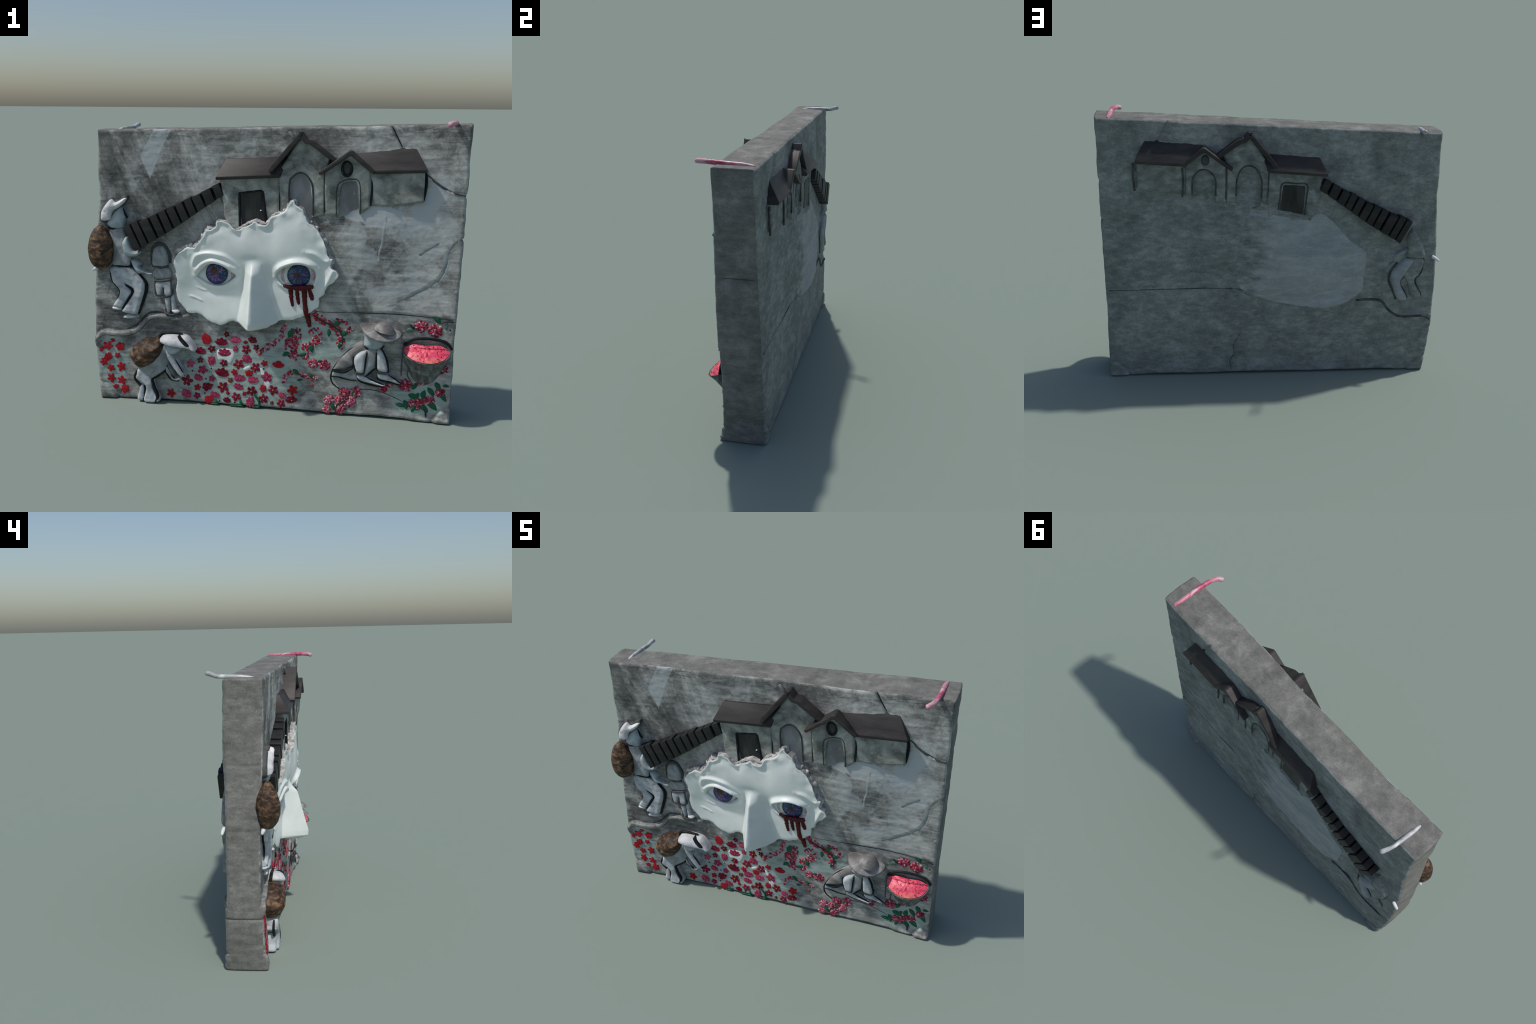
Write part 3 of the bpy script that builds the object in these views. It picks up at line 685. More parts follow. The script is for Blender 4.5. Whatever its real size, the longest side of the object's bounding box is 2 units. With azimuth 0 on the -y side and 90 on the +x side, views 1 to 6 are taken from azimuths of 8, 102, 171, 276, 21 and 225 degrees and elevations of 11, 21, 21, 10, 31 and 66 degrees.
def face_h(x, z, d=None):
    x = np.asarray(x, float); z = np.asarray(z, float)
    num = 0; den = 0
    for a, b, c in FACE_BASE:
        w = np.exp(-((x - a) ** 2 + (z - b) ** 2) / (2 * 0.075 ** 2)) + 1e-7
        num = num + w * c; den = den + w
    h = num / den
    P = np.stack([x, z], 1)
    # brow crease, sockets
    for cx, cz, rx, rz, am in [(-0.28, 0.755, 0.13, 0.075, -0.012), (0.15, 0.775, 0.12, 0.07, -0.014), (-0.085, 0.835, 0.05, 0.022, -0.006), (-0.30, 0.65, 0.12, 0.03, -0.004),
                               (-0.42, 0.68, 0.05, 0.07, -0.004), (0.29, 0.76, 0.02, 0.06, -0.010), (-0.14, 0.74, 0.025, 0.05, -0.012), (0.0, 0.75, 0.025, 0.05, -0.010)]:
        h = h + am * np.exp(-((x - cx) / rx) ** 2 - ((z - cz) / rz) ** 2)
    for curve, wd, am in [(LID_LU, 0.016, 0.029), (LID_LC, 0.012, 0.016), (LID_LL, 0.014, 0.014), (LID_RU, 0.015, 0.030), (LID_RL, 0.012, 0.014),
                          ([(0.19, 0.896), (0.247, 0.884), (0.295, 0.85), (0.333, 0.856)], 0.012, 0.010),
                          ([(0.345, 0.817), (0.307, 0.733), (0.271, 0.655)], 0.012, 0.010), ([(-0.40, 0.668), (-0.37, 0.655), (-0.33, 0.648)], 0.006, 0.003),
                          ([(-0.44, 0.616), (-0.40, 0.606), (-0.36, 0.588)], 0.006, 0.0045), ([(-0.32, 0.647), (-0.29, 0.641), (-0.25, 0.642)], 0.006, 0.003)]:
        dd, pp = seg_dist(P, spline(curve, False, 6) if len(curve) > 2 else curve)
        h = h + am * np.exp(-(dd / wd) ** 2) * np.clip(np.sin(np.pi * np.clip(pp, 0.04, 0.96)) * 1.6, 0.25, 1)
    h = h + nose_extra(x, z)
    # eye openings drop away behind the lids
    for poly in (EYE_Ls, EYE_Rs):
        ins = inside(P, poly); dd, _ = seg_dist(P, poly, True)
        h = h - np.where(ins, 0.06 * smooth(0.0, 0.007, dd), 0.0)
    if d is not None:
        up = smooth(0.60, 0.85, z)
        curl = 0.010 * np.exp(-(d / 0.014) ** 2) * (0.4 + up) * (0.5 + 0.9 * fbm(x * 18, z * 18, 2, 51))
        h = h + curl * up - (1 - up) * 0.003 * np.exp(-(d / 0.012) ** 2)
        h = h - 0.002 * np.exp(-(d / 0.004) ** 2)
        h = h + up * 0.010 * np.exp(-(d / 0.05) ** 2) * fbm(x * 13, z * 13, 2, 52)
    h = h + 0.0012 * fbm(x * 9, z * 9, 3, 53)
    return h

def ragged(poly, amp, freq, seed, only=None):
    Q = resample(spline(poly, True, 5), 0.004)
    T = np.roll(Q, -1, 0) - np.roll(Q, 1, 0); N = np.stack([T[:, 1], -T[:, 0]], 1); N /= np.linalg.norm(N, axis=1)[:, None] + 1e-9
    c = Q.mean(0); flip = np.sign(((Q - c) * N).sum(1)).mean(); N *= np.sign(flip)
    o = amp * fbm(Q[:, 0] * freq, Q[:, 1] * freq, 3, seed)
    return Q + N * (o if only is None else only(Q, o))[:, None]

def build_face():
    poly = ragged(FACE, 0.006, 45, 61)
    V, F, B = cdt_region(poly, 0.0042)
    d, _ = seg_dist(V, B, True)
    h = face_h(V[:, 0], V[:, 1], d)
    a = V[[f[0] for f in F]]; b = V[[f[1] for f in F]]; c = V[[f[2] for f in F]]
    area = (b[:, 0] - a[:, 0]) * (c[:, 1] - a[:, 1]) - (b[:, 1] - a[:, 1]) * (c[:, 0] - a[:, 0])
    F = [f if s > 0 else f[::-1] for f, s in zip(F, area)]
    P = [W(V[i, 0], V[i, 1], h[i]) for i in range(len(V))]
    ne = nose_extra(V[:, 0], V[:, 1])
    isn = np.array([ne[f].mean() > 0.012 for f in map(list, F)])
    # skirt down to the slab
    bl = boundary_loop(F); ids = sorted({i for e in bl for i in e}); low = {}; sk = []
    for i in ids:
        low[i] = len(P); P.append(W(V[i, 0], V[i, 1], -0.075))
    for a_, b_ in bl: sk.append([b_, a_, low[a_], low[b_]])
    whole = mesh_from("whole", P, F + sk, M['plaster'], None, True)
    nor = np.zeros(len(P) * 3, np.float32); whole.vertices.foreach_get("normal", nor); nor = nor.reshape(-1, 3)
    # the rim keeps the surface normal, not the averaged skirt one
    for name, sel in (("face", [f for f, k in zip(F, isn) if not k]), ("nose", [f for f, k in zip(F, isn) if k])):
        used = sorted({i for f in sel for i in f}); rm = {o: n for n, o in enumerate(used)}
        me = mesh_from(name, [P[i] for i in used], [[rm[i] for i in f] for f in sel], M['plaster'], None, True)
        me.normals_split_custom_set_from_vertices([tuple(map(float, nor[i])) for i in used])
        ob = add(name, me, None)
        if name == "face": face = ob
        else: ob.parent = face
    used = sorted({i for f in sk for i in f}); rm = {o: n for n, o in enumerate(used)}
    me = mesh_from("face_edge", [P[i] for i in used], [[rm[i] for i in f] for f in sk], M['rubble'], None, True)
    add("face_edge", me, face)
    bpy.data.meshes.remove(whole)
    return face
face = build_face()

# crumbled plaster collar around the upper half of the face
def collar():
    def only(Q, o):
        up = smooth(0.74, 0.86, Q[:, 1])
        return np.where(up > 0, 0.015 * up, -0.010) + o * (0.3 + up)
    poly = ragged(FACE, 0.013, 38, 71, only)
    B0 = spline(FACE, True, 5)
    def hf(x, z, d):
        return np.maximum(face_h(x, z) - 0.008, -0.05) * smooth(-0.002, 0.012, d) + -0.004 + 0.008 * fbm(x * 60, z * 60, 3, 72)
    # only a band matters; the middle is hidden below the face, so keep it low there
    Bs = resample(B0, 0.01)
    def hf2(x, z, d):
        P = np.stack([x, z], 1); db, _ = seg_dist(P, Bs, True)
        inn = inside(P, Bs)
        k = np.where(inn, smooth(0.02, 0.0, db), 1.0)
        return hf(x, z, d) * k + (1 - k) * -0.07
    pillow("plaster_edge", poly, 0, 0, 0.01, M['rubble'], face, -0.075, 0.006, hf2, False, sharp=60)
collar()

# eyes: whites set back in the openings, domed irises, brown pupils
def eye(poly, cx, cz, r, hw, hi, px, pz, pr, mat, ducts):
    big = spline([((p[0] - cx) * 1.10 + cx, (p[1] - cz) * 1.12 + cz) for p in poly], True, 5)
    def white_h(x, z, d=None):
        dd, _ = seg_dist(np.stack([x, z], 1), big, True); t = np.clip(dd / 0.06, 0, 1)
        return hw - 0.02 + 0.024 * np.sqrt(1 - (1 - t) ** 2)
    pillow("eye_white", big, 0, 0, 0.06, M['plaster'], face, hw - 0.04, 0.006, white_h, False)
    for pts in ducts:
        pillow("tear_duct", pts, 0, 0, 0.01, M['gum'], face, hw - 0.03, 0.004, lambda x, z, d: white_h(x, z) + 0.0012 * np.clip(d / 0.004, 0, 1))
    V = [(0, 0, 0.20)]; F = []; n = 40; rings = 8
    for k in range(1, rings + 1):
        q = k / rings
        for i in range(n):
            a = 2 * math.pi * i / n
            V.append((q * math.cos(a), q * math.sin(a), 0.20 * (1 - q ** 2.6)))
    for i in range(n): F.append([0, 1 + i, 1 + (i + 1) % n])
    for k in range(rings - 1):
        for i in range(n):
            F.append([1 + k * n + i, 1 + (k + 1) * n + i, 1 + (k + 1) * n + (i + 1) % n, 1 + k * n + (i + 1) % n])
    base = len(V)
    for i in range(n):
        a = 2 * math.pi * i / n; V.append((math.cos(a), math.sin(a), -0.35))
    for i in range(n):
        F.append([1 + (rings - 1) * n + i, base + i, base + (i + 1) % n, 1 + (rings - 1) * n + (i + 1) % n])
    me = mesh_from("iris", V, F, mat, None, True, 50); fix_normals(me)
    ob = add("iris", me, face)
    R = Matrix.Rotation(math.radians(90), 4, 'X') @ Matrix.Rotation(0, 4, 'Z')
    ob.matrix_world = Matrix.Translation(W(cx, cz, hi)) @ Matrix.Rotation(-0.0385, 4, 'Z') @ R @ Matrix.Diagonal((r, r * 0.98, r, 1))
    a = np.linspace(0, 2 * math.pi, 22)[:-1]
    pts = [(px + pr * math.cos(t) * (1 + 0.06 * math.sin(3 * t)), pz + pr * math.sin(t)) for t in a]
    pillow("pupil", pts, hi + 0.006, hi + 0.0165, pr * 0.8, M['pupil'], face, hi - 0.01, 0.006)
eye(EYE_L, -0.283, 0.746, 0.060, -0.024, -0.013, -0.295, 0.760, 0.022, M['irisA'], [[(-0.225, 0.683), (-0.208, 0.722), (-0.206, 0.765), (-0.180, 0.752), (-0.178, 0.735), (-0.200, 0.705)]])
eye(EYE_R, 0.161, 0.764, 0.060, 0.018, 0.027, 0.154, 0.768, 0.0185, M['irisB'], [[(0.070, 0.735), (0.066, 0.765), (0.076, 0.797), (0.090, 0.80), (0.084, 0.765), (0.088, 0.725)], [(0.224, 0.74), (0.226, 0.80), (0.242, 0.79), (0.246, 0.75)]])

# blood: a pooled band on the lower lid and four runs
def on_face(x, z):
    x = np.atleast_1d(x); z = np.atleast_1d(z)
    B = spline(FACE, True, 4)
    P = np.stack([x, z], 1)
    ins = inside(P, B)
    return np.where(ins, np.maximum(face_h(x, z), fh(x, z)), fh(x, z))
def drip(name, pts, rad):
    p = spline(pts, False, 8); n = len(p)
    w = np.interp(np.linspace(0, 1, n), np.linspace(0, 1, len(rad)), rad) * (1 + 0.22 * fbm(np.arange(n) * 0.55, np.zeros(n), 2, int(pts[0][0] * 1000)))
    h = on_face(p[:, 0], p[:, 1])
    h = np.convolve(np.pad(h, 3, mode='edge'), np.ones(7) / 7, 'valid')
    v, f = tube_mesh([W(a[0], a[1], b) for a, b in zip(p, h)], w, 10)
    me = mesh_from(name, v, f, M['blood'], None, True); fix_normals(me); add(name, me, face)
drip("blood_drip", [(0.083, 0.706), (0.12, 0.700), (0.17, 0.700), (0.21, 0.706), (0.236, 0.712)], [0.008, 0.013, 0.014, 0.013, 0.012])
drip("blood_drip", [(0.118, 0.700), (0.121, 0.665), (0.124, 0.635), (0.131, 0.598)], [0.011, 0.0125, 0.0115, 0.007])
drip("blood_drip", [(0.152, 0.700), (0.155, 0.665), (0.158, 0.640), (0.163, 0.610)], [0.012, 0.0105, 0.0105, 0.007])
drip("blood_drip", [(0.190, 0.705), (0.193, 0.66), (0.196, 0.61), (0.203, 0.56), (0.213, 0.52), (0.220, 0.482)], [0.015, 0.013, 0.0135, 0.014, 0.0135, 0.009])
drip("blood_drip", [(0.214, 0.706), (0.222, 0.68), (0.230, 0.655), (0.234, 0.638)], [0.011, 0.0115, 0.0125, 0.009])

# ------------------------------------------------------------------ houses (they run right through the slab)
def loft_roof(name, ridge_l, ridge_r, eave_l, eave_r, hf, hb, parent):
    """two slopes: front eave -> ridge in the slab -> back eave; ends slant"""
    th = 0.016
    def ring(rx, ex):
        (rX, rZ), (eX, eZ) = rx, ex
        return [W(eX, eZ, hf), W(rX, rZ, -0.002), WB(rX, rZ, -0.002), WB(eX, eZ, hb), WB(eX, eZ - th, hb - 0.004), WB(eX, eZ - th, -0.02), W(eX, eZ - th, -0.02), W(eX, eZ - th, hf - 0.004)]
    A = ring(ridge_l, eave_l); B = ring(ridge_r, eave_r); n = len(A)
    V = A + B; F = [list(range(n))[::-1], list(range(n, 2 * n))]
    for i in range(n):
        j = (i + 1) % n; F.append([i, j, n + j, n + i])
    me = mesh_from(name, V, F, M['roof'], None, True)
    bm = bmesh.new(); bm.from_mesh(me); bmesh.ops.recalc_face_normals(bm, faces=bm.faces)
    bmesh.ops.bevel(bm, geom=list(bm.edges), offset=0.004, segments=2, profile=0.6, affect='EDGES', clamp_overlap=True)
    bm.to_mesh(me); bm.free(); me.polygons.foreach_set("use_smooth", [True] * len(me.polygons)); me.set_sharp_from_angle(angle=math.radians(30))
    return add(name, me, parent)

def gable_roof(name, pts, th, hf, hb, parent):
    """bent roof strip following pts (outer line), thickness th downwards"""
    top = [np.array(p) for p in pts]; bot = []
    for i, p in enumerate(top):
        a = top[max(i - 1, 0)]; b = top[min(i + 1, len(top) - 1)]
        t = (b - a) / np.linalg.norm(b - a); n = np.array([t[1], -t[0]])
        bot.append(p + n * th * (1.25 if 0 < i < len(top) - 1 else 1.0))
    n = len(top); V = []; F = []
    for fn, h in ((W, hf), (WB, hb)):
        dz = 0.0 if fn is W else -0.012
        V += [fn(p[0], p[1] + dz, h) for p in top] + [fn(p[0], p[1] + dz, h) for p in bot]
    for i in range(n - 1):
        j = i + 1
        F += [[i, j, n + j, n + i], [2 * n + j, 2 * n + i, 3 * n + i, 3 * n + j], [j, i, 2 * n + i, 2 * n + j], [n + i, n + j, 3 * n + j, 3 * n + i]]
    F += [[0, n, 3 * n, 2 * n], [n - 1, 3 * n - 1, 4 * n - 1, 2 * n - 1]]
    me = mesh_from(name, V, F, M['roof'], None, True)
    bm = bmesh.new(); bm.from_mesh(me); bmesh.ops.recalc_face_normals(bm, faces=bm.faces)
    bmesh.ops.bevel(bm, geom=[e for e in bm.edges if e.calc_face_angle(0) > 0.6], offset=0.0055, segments=3, profile=0.5, affect='EDGES', clamp_overlap=True)
    bm.to_mesh(me); bm.free(); me.polygons.foreach_set("use_smooth", [True] * len(me.polygons)); me.set_sharp_from_angle(angle=math.radians(32))
    return add(name, me, parent)

def house(outline, h, hb, recesses, lean=0.0, back_recesses=()):
    """house wall: solid block through the slab plus a modelled front with sunk door or niche"""
    ob = prism("house", outline, -0.01, -0.02, M['house'], None, 0.006, True)
    z0 = min(p[1] for p in outline)
    def hf(x, z, d):
        r = h + lean * (z - z0) - 0.006 * np.clip(1 - d / 0.008, 0, 1) ** 2 + 0.0025 * fbm(x * 30, z * 30, 3, 12)
        P = np.stack([x, z], 1)
        for poly, dep in recesses:
            dd, _ = seg_dist(P, poly, True)
            r = r - np.where(inside(P, np.array(poly)), dep * smooth(0, 0.007, dd), 0)
        return r
    pillow("wall", outline, 0, 0, 0.01, M['house'], ob, -0.03, 0.005, hf, False)
    def hbk(x, z, d):
        r = hb - 0.006 * np.clip(1 - d / 0.008, 0, 1) ** 2 + 0.003 * fbm(x * 30, z * 30, 3, 14)
        P = np.stack([x, z], 1)
        for poly, dep in back_recesses:
            dd, _ = seg_dist(P, poly, True)
            r = r - np.where(inside(P, np.array(poly)), dep * smooth(0, 0.010, dd), 0)
        return r
    pillow("wall", outline, 0, 0, 0.01, M['houseback'], ob, -0.03, 0.006, hbk, False, back=True)
    return ob

# left cottage
BDOOR = [(-0.156, 1.00), (-0.162, 1.10), (-0.163, 1.193), (-0.095, 1.198), (-0.028, 1.197), (-0.018, 1.12), (-0.012, 1.02)]
BARCH_A = spline([(0.094, 1.07), (0.096, 1.22), (0.124, 1.276), (0.164, 1.297), (0.203, 1.276), (0.226, 1.22), (0.228, 1.07)], True, 5)
BARCH_B = spline([(0.350, 1.07), (0.352, 1.22), (0.378, 1.258), (0.411, 1.272), (0.446, 1.258), (0.470, 1.22), (0.472, 1.07)], True, 5)
DOOR = [(-0.160, 1.182), (-0.10, 1.192), (-0.038, 1.200), (-0.024, 1.188), (-0.018, 1.12), (-0.006, 1.01), (-0.07, 0.99), (-0.146, 0.985), (-0.155, 1.09)]
hl = house([(-0.256, 1.275), (0.055, 1.29), (0.055, 1.00), (-0.20, 0.98), (-0.236, 1.06)], 0.016, 0.028, [(DOOR, 0.011)], 0.02, [(BDOOR, 0.008)])
loft_roof("roof", (-0.228, 1.357), (0.10, 1.372), (-0.275, 1.266), (0.06, 1.285), 0.056, 0.064, hl)
pillow("door", DOOR, 0.007, 0.0085, 0.006, M['door'], hl, -0.02, 0.008, lambda x, z, d: 0.008 + 0.02 * (z - 0.98) + 0.0005 * np.sin(x * 500), False)
lines("door_frame", [([(-0.152, 0.99), (-0.157, 1.182)], 0.015, 0.007), ([(-0.157, 1.184), (-0.036, 1.201)], 0.018, 0.005), ([(-0.032, 1.196), (-0.024, 1.12), (-0.010, 1.01)], 0.015, 0.009)], M['black'], hl, False)
me_k = bpy.data.meshes.new("door_knob")
bm = bmesh.new(); bmesh.ops.create_uvsphere(bm, u_segments=14, v_segments=10, radius=0.0055); bm.to_mesh(me_k); bm.free(); me_k.materials.append(M['white'])
add("door_knob", me_k, hl).location = W(-0.042, 1.094, 0.013)
# tall gabled barn
ARCH_A = spline([(0.110, 1.06), (0.109, 1.235), (0.129, 1.275), (0.165, 1.291), (0.198, 1.272), (0.220, 1.219), (0.224, 1.06)], True, 5)
hb_ = house([(0.050, 1.30), (0.165, 1.480), (0.31, 1.37), (0.288, 1.30), (0.286, 1.08), (0.050, 1.04)], 0.022, 0.030, [(ARCH_A, 0.012)], 0.05, [(BARCH_A, 0.020)])
gable_roof("roof", [(0.000, 1.304), (0.012, 1.328), (0.158, 1.498), (0.172, 1.498), (0.198, 1.464), (0.226, 1.460), (0.345, 1.368)], 0.020, 0.068, 0.054, hb_)
pillow("niche", ARCH_A, 0, 0, 0.01, M['niche'], hb_, -0.02, 0.007, lambda x, z, d: 0.0115 + 0.05 * (z - 1.04), False)
lines("niche_trim", [([(0.106, 1.07), (0.106, 1.236), (0.128, 1.279), (0.165, 1.296), (0.201, 1.275), (0.225, 1.219), (0.229, 1.08)], lambda x, z: 0.021 + 0.05 * (z - 1.04), 0.005)], M['line'], hb_, False)
# small gabled barn
ARCH_B = spline([(0.362, 1.07), (0.365, 1.225), (0.383, 1.253), (0.417, 1.261), (0.451, 1.245), (0.459, 1.07)], True, 5)
a = np.linspace(0, 2 * math.pi, 19)[:-1]
WIN = [(0.396 + 0.022 * math.cos(t), 1.322 + 0.032 * math.sin(t)) for t in a]
hs = house([(0.286, 1.305), (0.41, 1.395), (0.510, 1.313), (0.513, 1.13), (0.47, 1.095), (0.289, 1.085)], 0.038, 0.032, [(ARCH_B, 0.016), (WIN, 0.012)], 0.07, [(BARCH_B, 0.022)])
gable_roof("roof", [(0.252, 1.302), (0.405, 1.414), (0.42, 1.414), (0.535, 1.316)], 0.018, 0.084, 0.066, hs)
pillow("niche", ARCH_B, 0, 0, 0.01, M['niche'], hs, -0.02, 0.007, lambda x, z, d: 0.0235 + 0.07 * (z - 1.085), False)
lines("niche_trim", [([(0.348, 1.09), (0.348, 1.225), (0.376, 1.261), (0.417, 1.271), (0.460, 1.251), (0.466, 1.10)], lambda x, z: 0.036 + 0.07 * (z - 1.085), 0.0045)], M['line'], hs, False)
pillow("window", WIN, 0.044, 0.046, 0.008, M['houseline'], hs, 0.0, 0.006)
lines("window_frame", [([(0.396 + 0.024 * math.cos(t), 1.322 + 0.035 * math.sin(t)) for t in np.linspace(0.2, 0.2 + 2 * math.pi, 15)], 0.054, 0.007)], M['black'], hs, False)
# long shed on the right
hr = house([(0.507, 1.32), (0.776, 1.33), (0.776, 1.162), (0.60, 1.137), (0.507, 1.137)], 0.034, 0.022, [], 0.05)
loft_roof("roof", (0.41, 1.412), (0.728, 1.431), (0.52, 1.314), (0.786, 1.326), 0.064, 0.066, hr)
lines("wall_seam", [([(0.782, 1.318), (0.786, 1.25), (0.776, 1.168)], 0.014, 0.007), ([(0.516, 1.30), (0.522, 1.22), (0.517, 1.14)], 0.036, 0.006)], M['black'], hr)
lines("wall_seam", [([(0.052, 1.29), (0.056, 1.20), (0.055, 1.10)], 0.026, 0.004), ([(0.287, 1.295), (0.289, 1.2), (0.289, 1.10)], 0.036, 0.005)], M['black'], hb_)
# chimney stub beside the tall gable
prism("chimney", [(0.092, 1.497), (0.104, 1.502), (0.130, 1.470), (0.115, 1.462)], -0.004, 0.004, M['niche'], hb_, 0.003, True)

# back faces of the houses: arches, door and window in shallow relief
def back_lines(name, items, mat, parent):
    V = []; F = []
    for pts, h, r in items:
        p = spline(pts, False, 6); hh = h(p[:, 0], p[:, 1]) if callable(h) else np.full(len(p), h)
        v, f = tube_mesh([WB(q[0], q[1], k) for q, k in zip(p, hh)], r, 7); o = len(V)
        V += v; F += [[i + o for i in q] for q in f]
    me = mesh_from(name, V, F, mat, None, True); fix_normals(me); return add(name, me, parent)
pillow("door", [(-0.156, 1.013), (-0.162, 1.10), (-0.163, 1.193), (-0.095, 1.198), (-0.028, 1.197), (-0.018, 1.12), (-0.012, 1.04)], 0.020, 0.026, 0.03, M['door'], hl, -0.03, 0.008, None, False, back=True)
back_lines("door_frame", [([(-0.160, 1.02), (-0.166, 1.12), (-0.165, 1.195), (-0.10, 1.202), (-0.026, 1.200), (-0.016, 1.12), (-0.010, 1.05)], 0.026, 0.006)], M['line'], hl)
back_lines("niche_trim", [([(0.09, 1.12), (0.092, 1.22), (0.12, 1.28), (0.164, 1.302), (0.205, 1.28), (0.229, 1.22), (0.231, 1.13)], 0.029, 0.005)], M['line'], hb_)
back_lines("niche_trim", [([(0.346, 1.13), (0.348, 1.22), (0.375, 1.262), (0.411, 1.277), (0.448, 1.262), (0.473, 1.22), (0.475, 1.14)], 0.031, 0.005)], M['line'], hs)
pillow("window", [(0.405 + 0.026 * math.cos(t), 1.328 + 0.032 * math.sin(t)) for t in a], 0.028, 0.041, 0.02, M['houseline'], hs, 0.0, 0.006, back=True)
back_lines("wall_seam", [([(0.795, 1.30), (0.798, 1.23), (0.79, 1.15)], 0.016, 0.006), ([(0.53, 1.28), (0.525, 1.2), (0.53, 1.12)], 0.028, 0.005),
                              ([(0.29, 1.29), (0.288, 1.2), (0.29, 1.11)], 0.029, 0.005), ([(0.052, 1.27), (0.055, 1.18), (0.062, 1.08)], 0.026, 0.005)], M['line'], hs)

# ------------------------------------------------------------------ stairs
def build_stairs():
    tl = [(-0.786, 0.986), (-0.746, 1.004), (-0.701, 1.021), (-0.642, 1.045), (-0.595, 1.065), (-0.549, 1.087), (-0.499, 1.111), (-0.454, 1.134), (-0.409, 1.157), (-0.357, 1.183), (-0.301, 1.212), (-0.255, 1.233)]
    st = None; N = len(tl) - 1
    def down(t):  # long direction of the treads, they shorten uphill
        return np.array([0.063, -0.130]) * (1 - t) + np.array([0.024, -0.058]) * t
    for i in range(N):
        a = np.array(tl[i]); b = np.array(tl[i + 1]); e = (b - a)
        t0, t1 = i / N, (i + 0.8) / N
        b2 = a + e * 0.80
        rise = 0.004 * math.sin(i * 2.1)
        q = [a + (0, rise), b2 + (0, rise), b2 + down(t1), a + down(t0)]
        ob = prism("stair_tread", [tuple(p) for p in q], 0.058 + 0.003 * math.sin(i * 1.7), 0.030 + 0.002 * math.sin(i * 2.3), M['stair'], st, 0.003, True)
        if st is None:
            st = ob
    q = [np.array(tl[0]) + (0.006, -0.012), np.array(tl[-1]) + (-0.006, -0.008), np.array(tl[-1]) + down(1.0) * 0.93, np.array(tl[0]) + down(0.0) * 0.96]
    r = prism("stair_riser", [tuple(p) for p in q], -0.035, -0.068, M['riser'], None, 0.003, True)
build_stairs()

# ------------------------------------------------------------------ worker with sack, upper left
f1 = empty("walking_worker")
pillow("hat_brim", [(-0.929, 1.021), (-0.925, 1.063), (-0.903, 1.099), (-0.867, 1.136), (-0.838, 1.125), (-0.813, 1.131), (-0.797, 1.149), (-0.773, 1.152), (-0.769, 1.137), (-0.787, 1.108), (-0.862, 1.029), (-0.904, 1.001)], -0.0020, 0.0080, 0.02, M['houseline'], f1, -0.04)
pillow("hat", [(-0.918, 1.028), (-0.912, 1.065), (-0.889, 1.101), (-0.858, 1.13), (-0.835, 1.115), (-0.81, 1.125), (-0.789, 1.137), (-0.771, 1.138), (-0.784, 1.115), (-0.811, 1.091), (-0.844, 1.069), (-0.858, 1.046), (-0.867, 1.022), (-0.894, 1.013), (-0.913, 1.015)], 0.0120, 0.0340, 0.03, M['white'], f1, -0.02, noise=0.004)
pillow("head", [(-0.889, 1.001), (-0.863, 1.043), (-0.849, 1.067), (-0.816, 1.089), (-0.8, 1.087), (-0.79, 1.056), (-0.783, 1.031), (-0.792, 0.984), (-0.814, 0.972), (-0.858, 0.971), (-0.879, 0.981)], -0.0080, 0.0120, 0.035, M['skin'], f1)
pillow("torso", [(-0.878, 0.967), (-0.799, 0.978), (-0.785, 0.926), (-0.765, 0.827), (-0.767, 0.766), (-0.816, 0.761), (-0.871, 0.768), (-0.866, 0.871), (-0.878, 0.923)], -0.0220, 0.0020, 0.025, M['shirt'], f1, noise=0.003)
pillow("arm", [(-0.809, 0.885), (-0.803, 0.906), (-0.776, 0.928), (-0.745, 0.856), (-0.708, 0.852), (-0.714, 0.831), (-0.746, 0.819), (-0.779, 0.823), (-0.8, 0.838)], -0.0080, 0.0150, 0.03, M['skin'], f1)
pillow("hand", [(-0.766, 0.796), (-0.739, 0.797), (-0.702, 0.777), (-0.718, 0.766), (-0.686, 0.741), (-0.643, 0.727), (-0.665, 0.718), (-0.697, 0.727), (-0.725, 0.723), (-0.751, 0.754)], -0.0240, -0.0080, 0.02, M['skin'], f1, noise=0.004)
pillow("leg", [(-0.881, 0.757), (-0.774, 0.762), (-0.759, 0.715), (-0.793, 0.666), (-0.761, 0.625), (-0.779, 0.586), (-0.819, 0.524), (-0.863, 0.53), (-0.874, 0.538), (-0.833, 0.615), (-0.87, 0.667), (-0.882, 0.71)], -0.0280, -0.0070, 0.019, M['cloth'], f1, noise=0.003)
pillow("leg", [(-0.827, 0.759), (-0.767, 0.761), (-0.698, 0.688), (-0.688, 0.656), (-0.694, 0.613), (-0.73, 0.504), (-0.746, 0.492), (-0.818, 0.504), (-0.812, 0.526), (-0.751, 0.626), (-0.797, 0.664), (-0.817, 0.714)], -0.0240, -0.0010, 0.019, M['cloth'], f1, noise=0.003)
pillow("foot", [(-0.881, 0.525), (-0.853, 0.535), (-0.82, 0.523), (-0.837, 0.511), (-0.871, 0.512)], -0.0280, -0.0100, 0.015, M['white'], f1)
pillow("foot", [(-0.819, 0.474), (-0.788, 0.49), (-0.75, 0.486), (-0.725, 0.48), (-0.772, 0.465), (-0.811, 0.466)], -0.0300, -0.0140, 0.012, M['cloth'], f1)
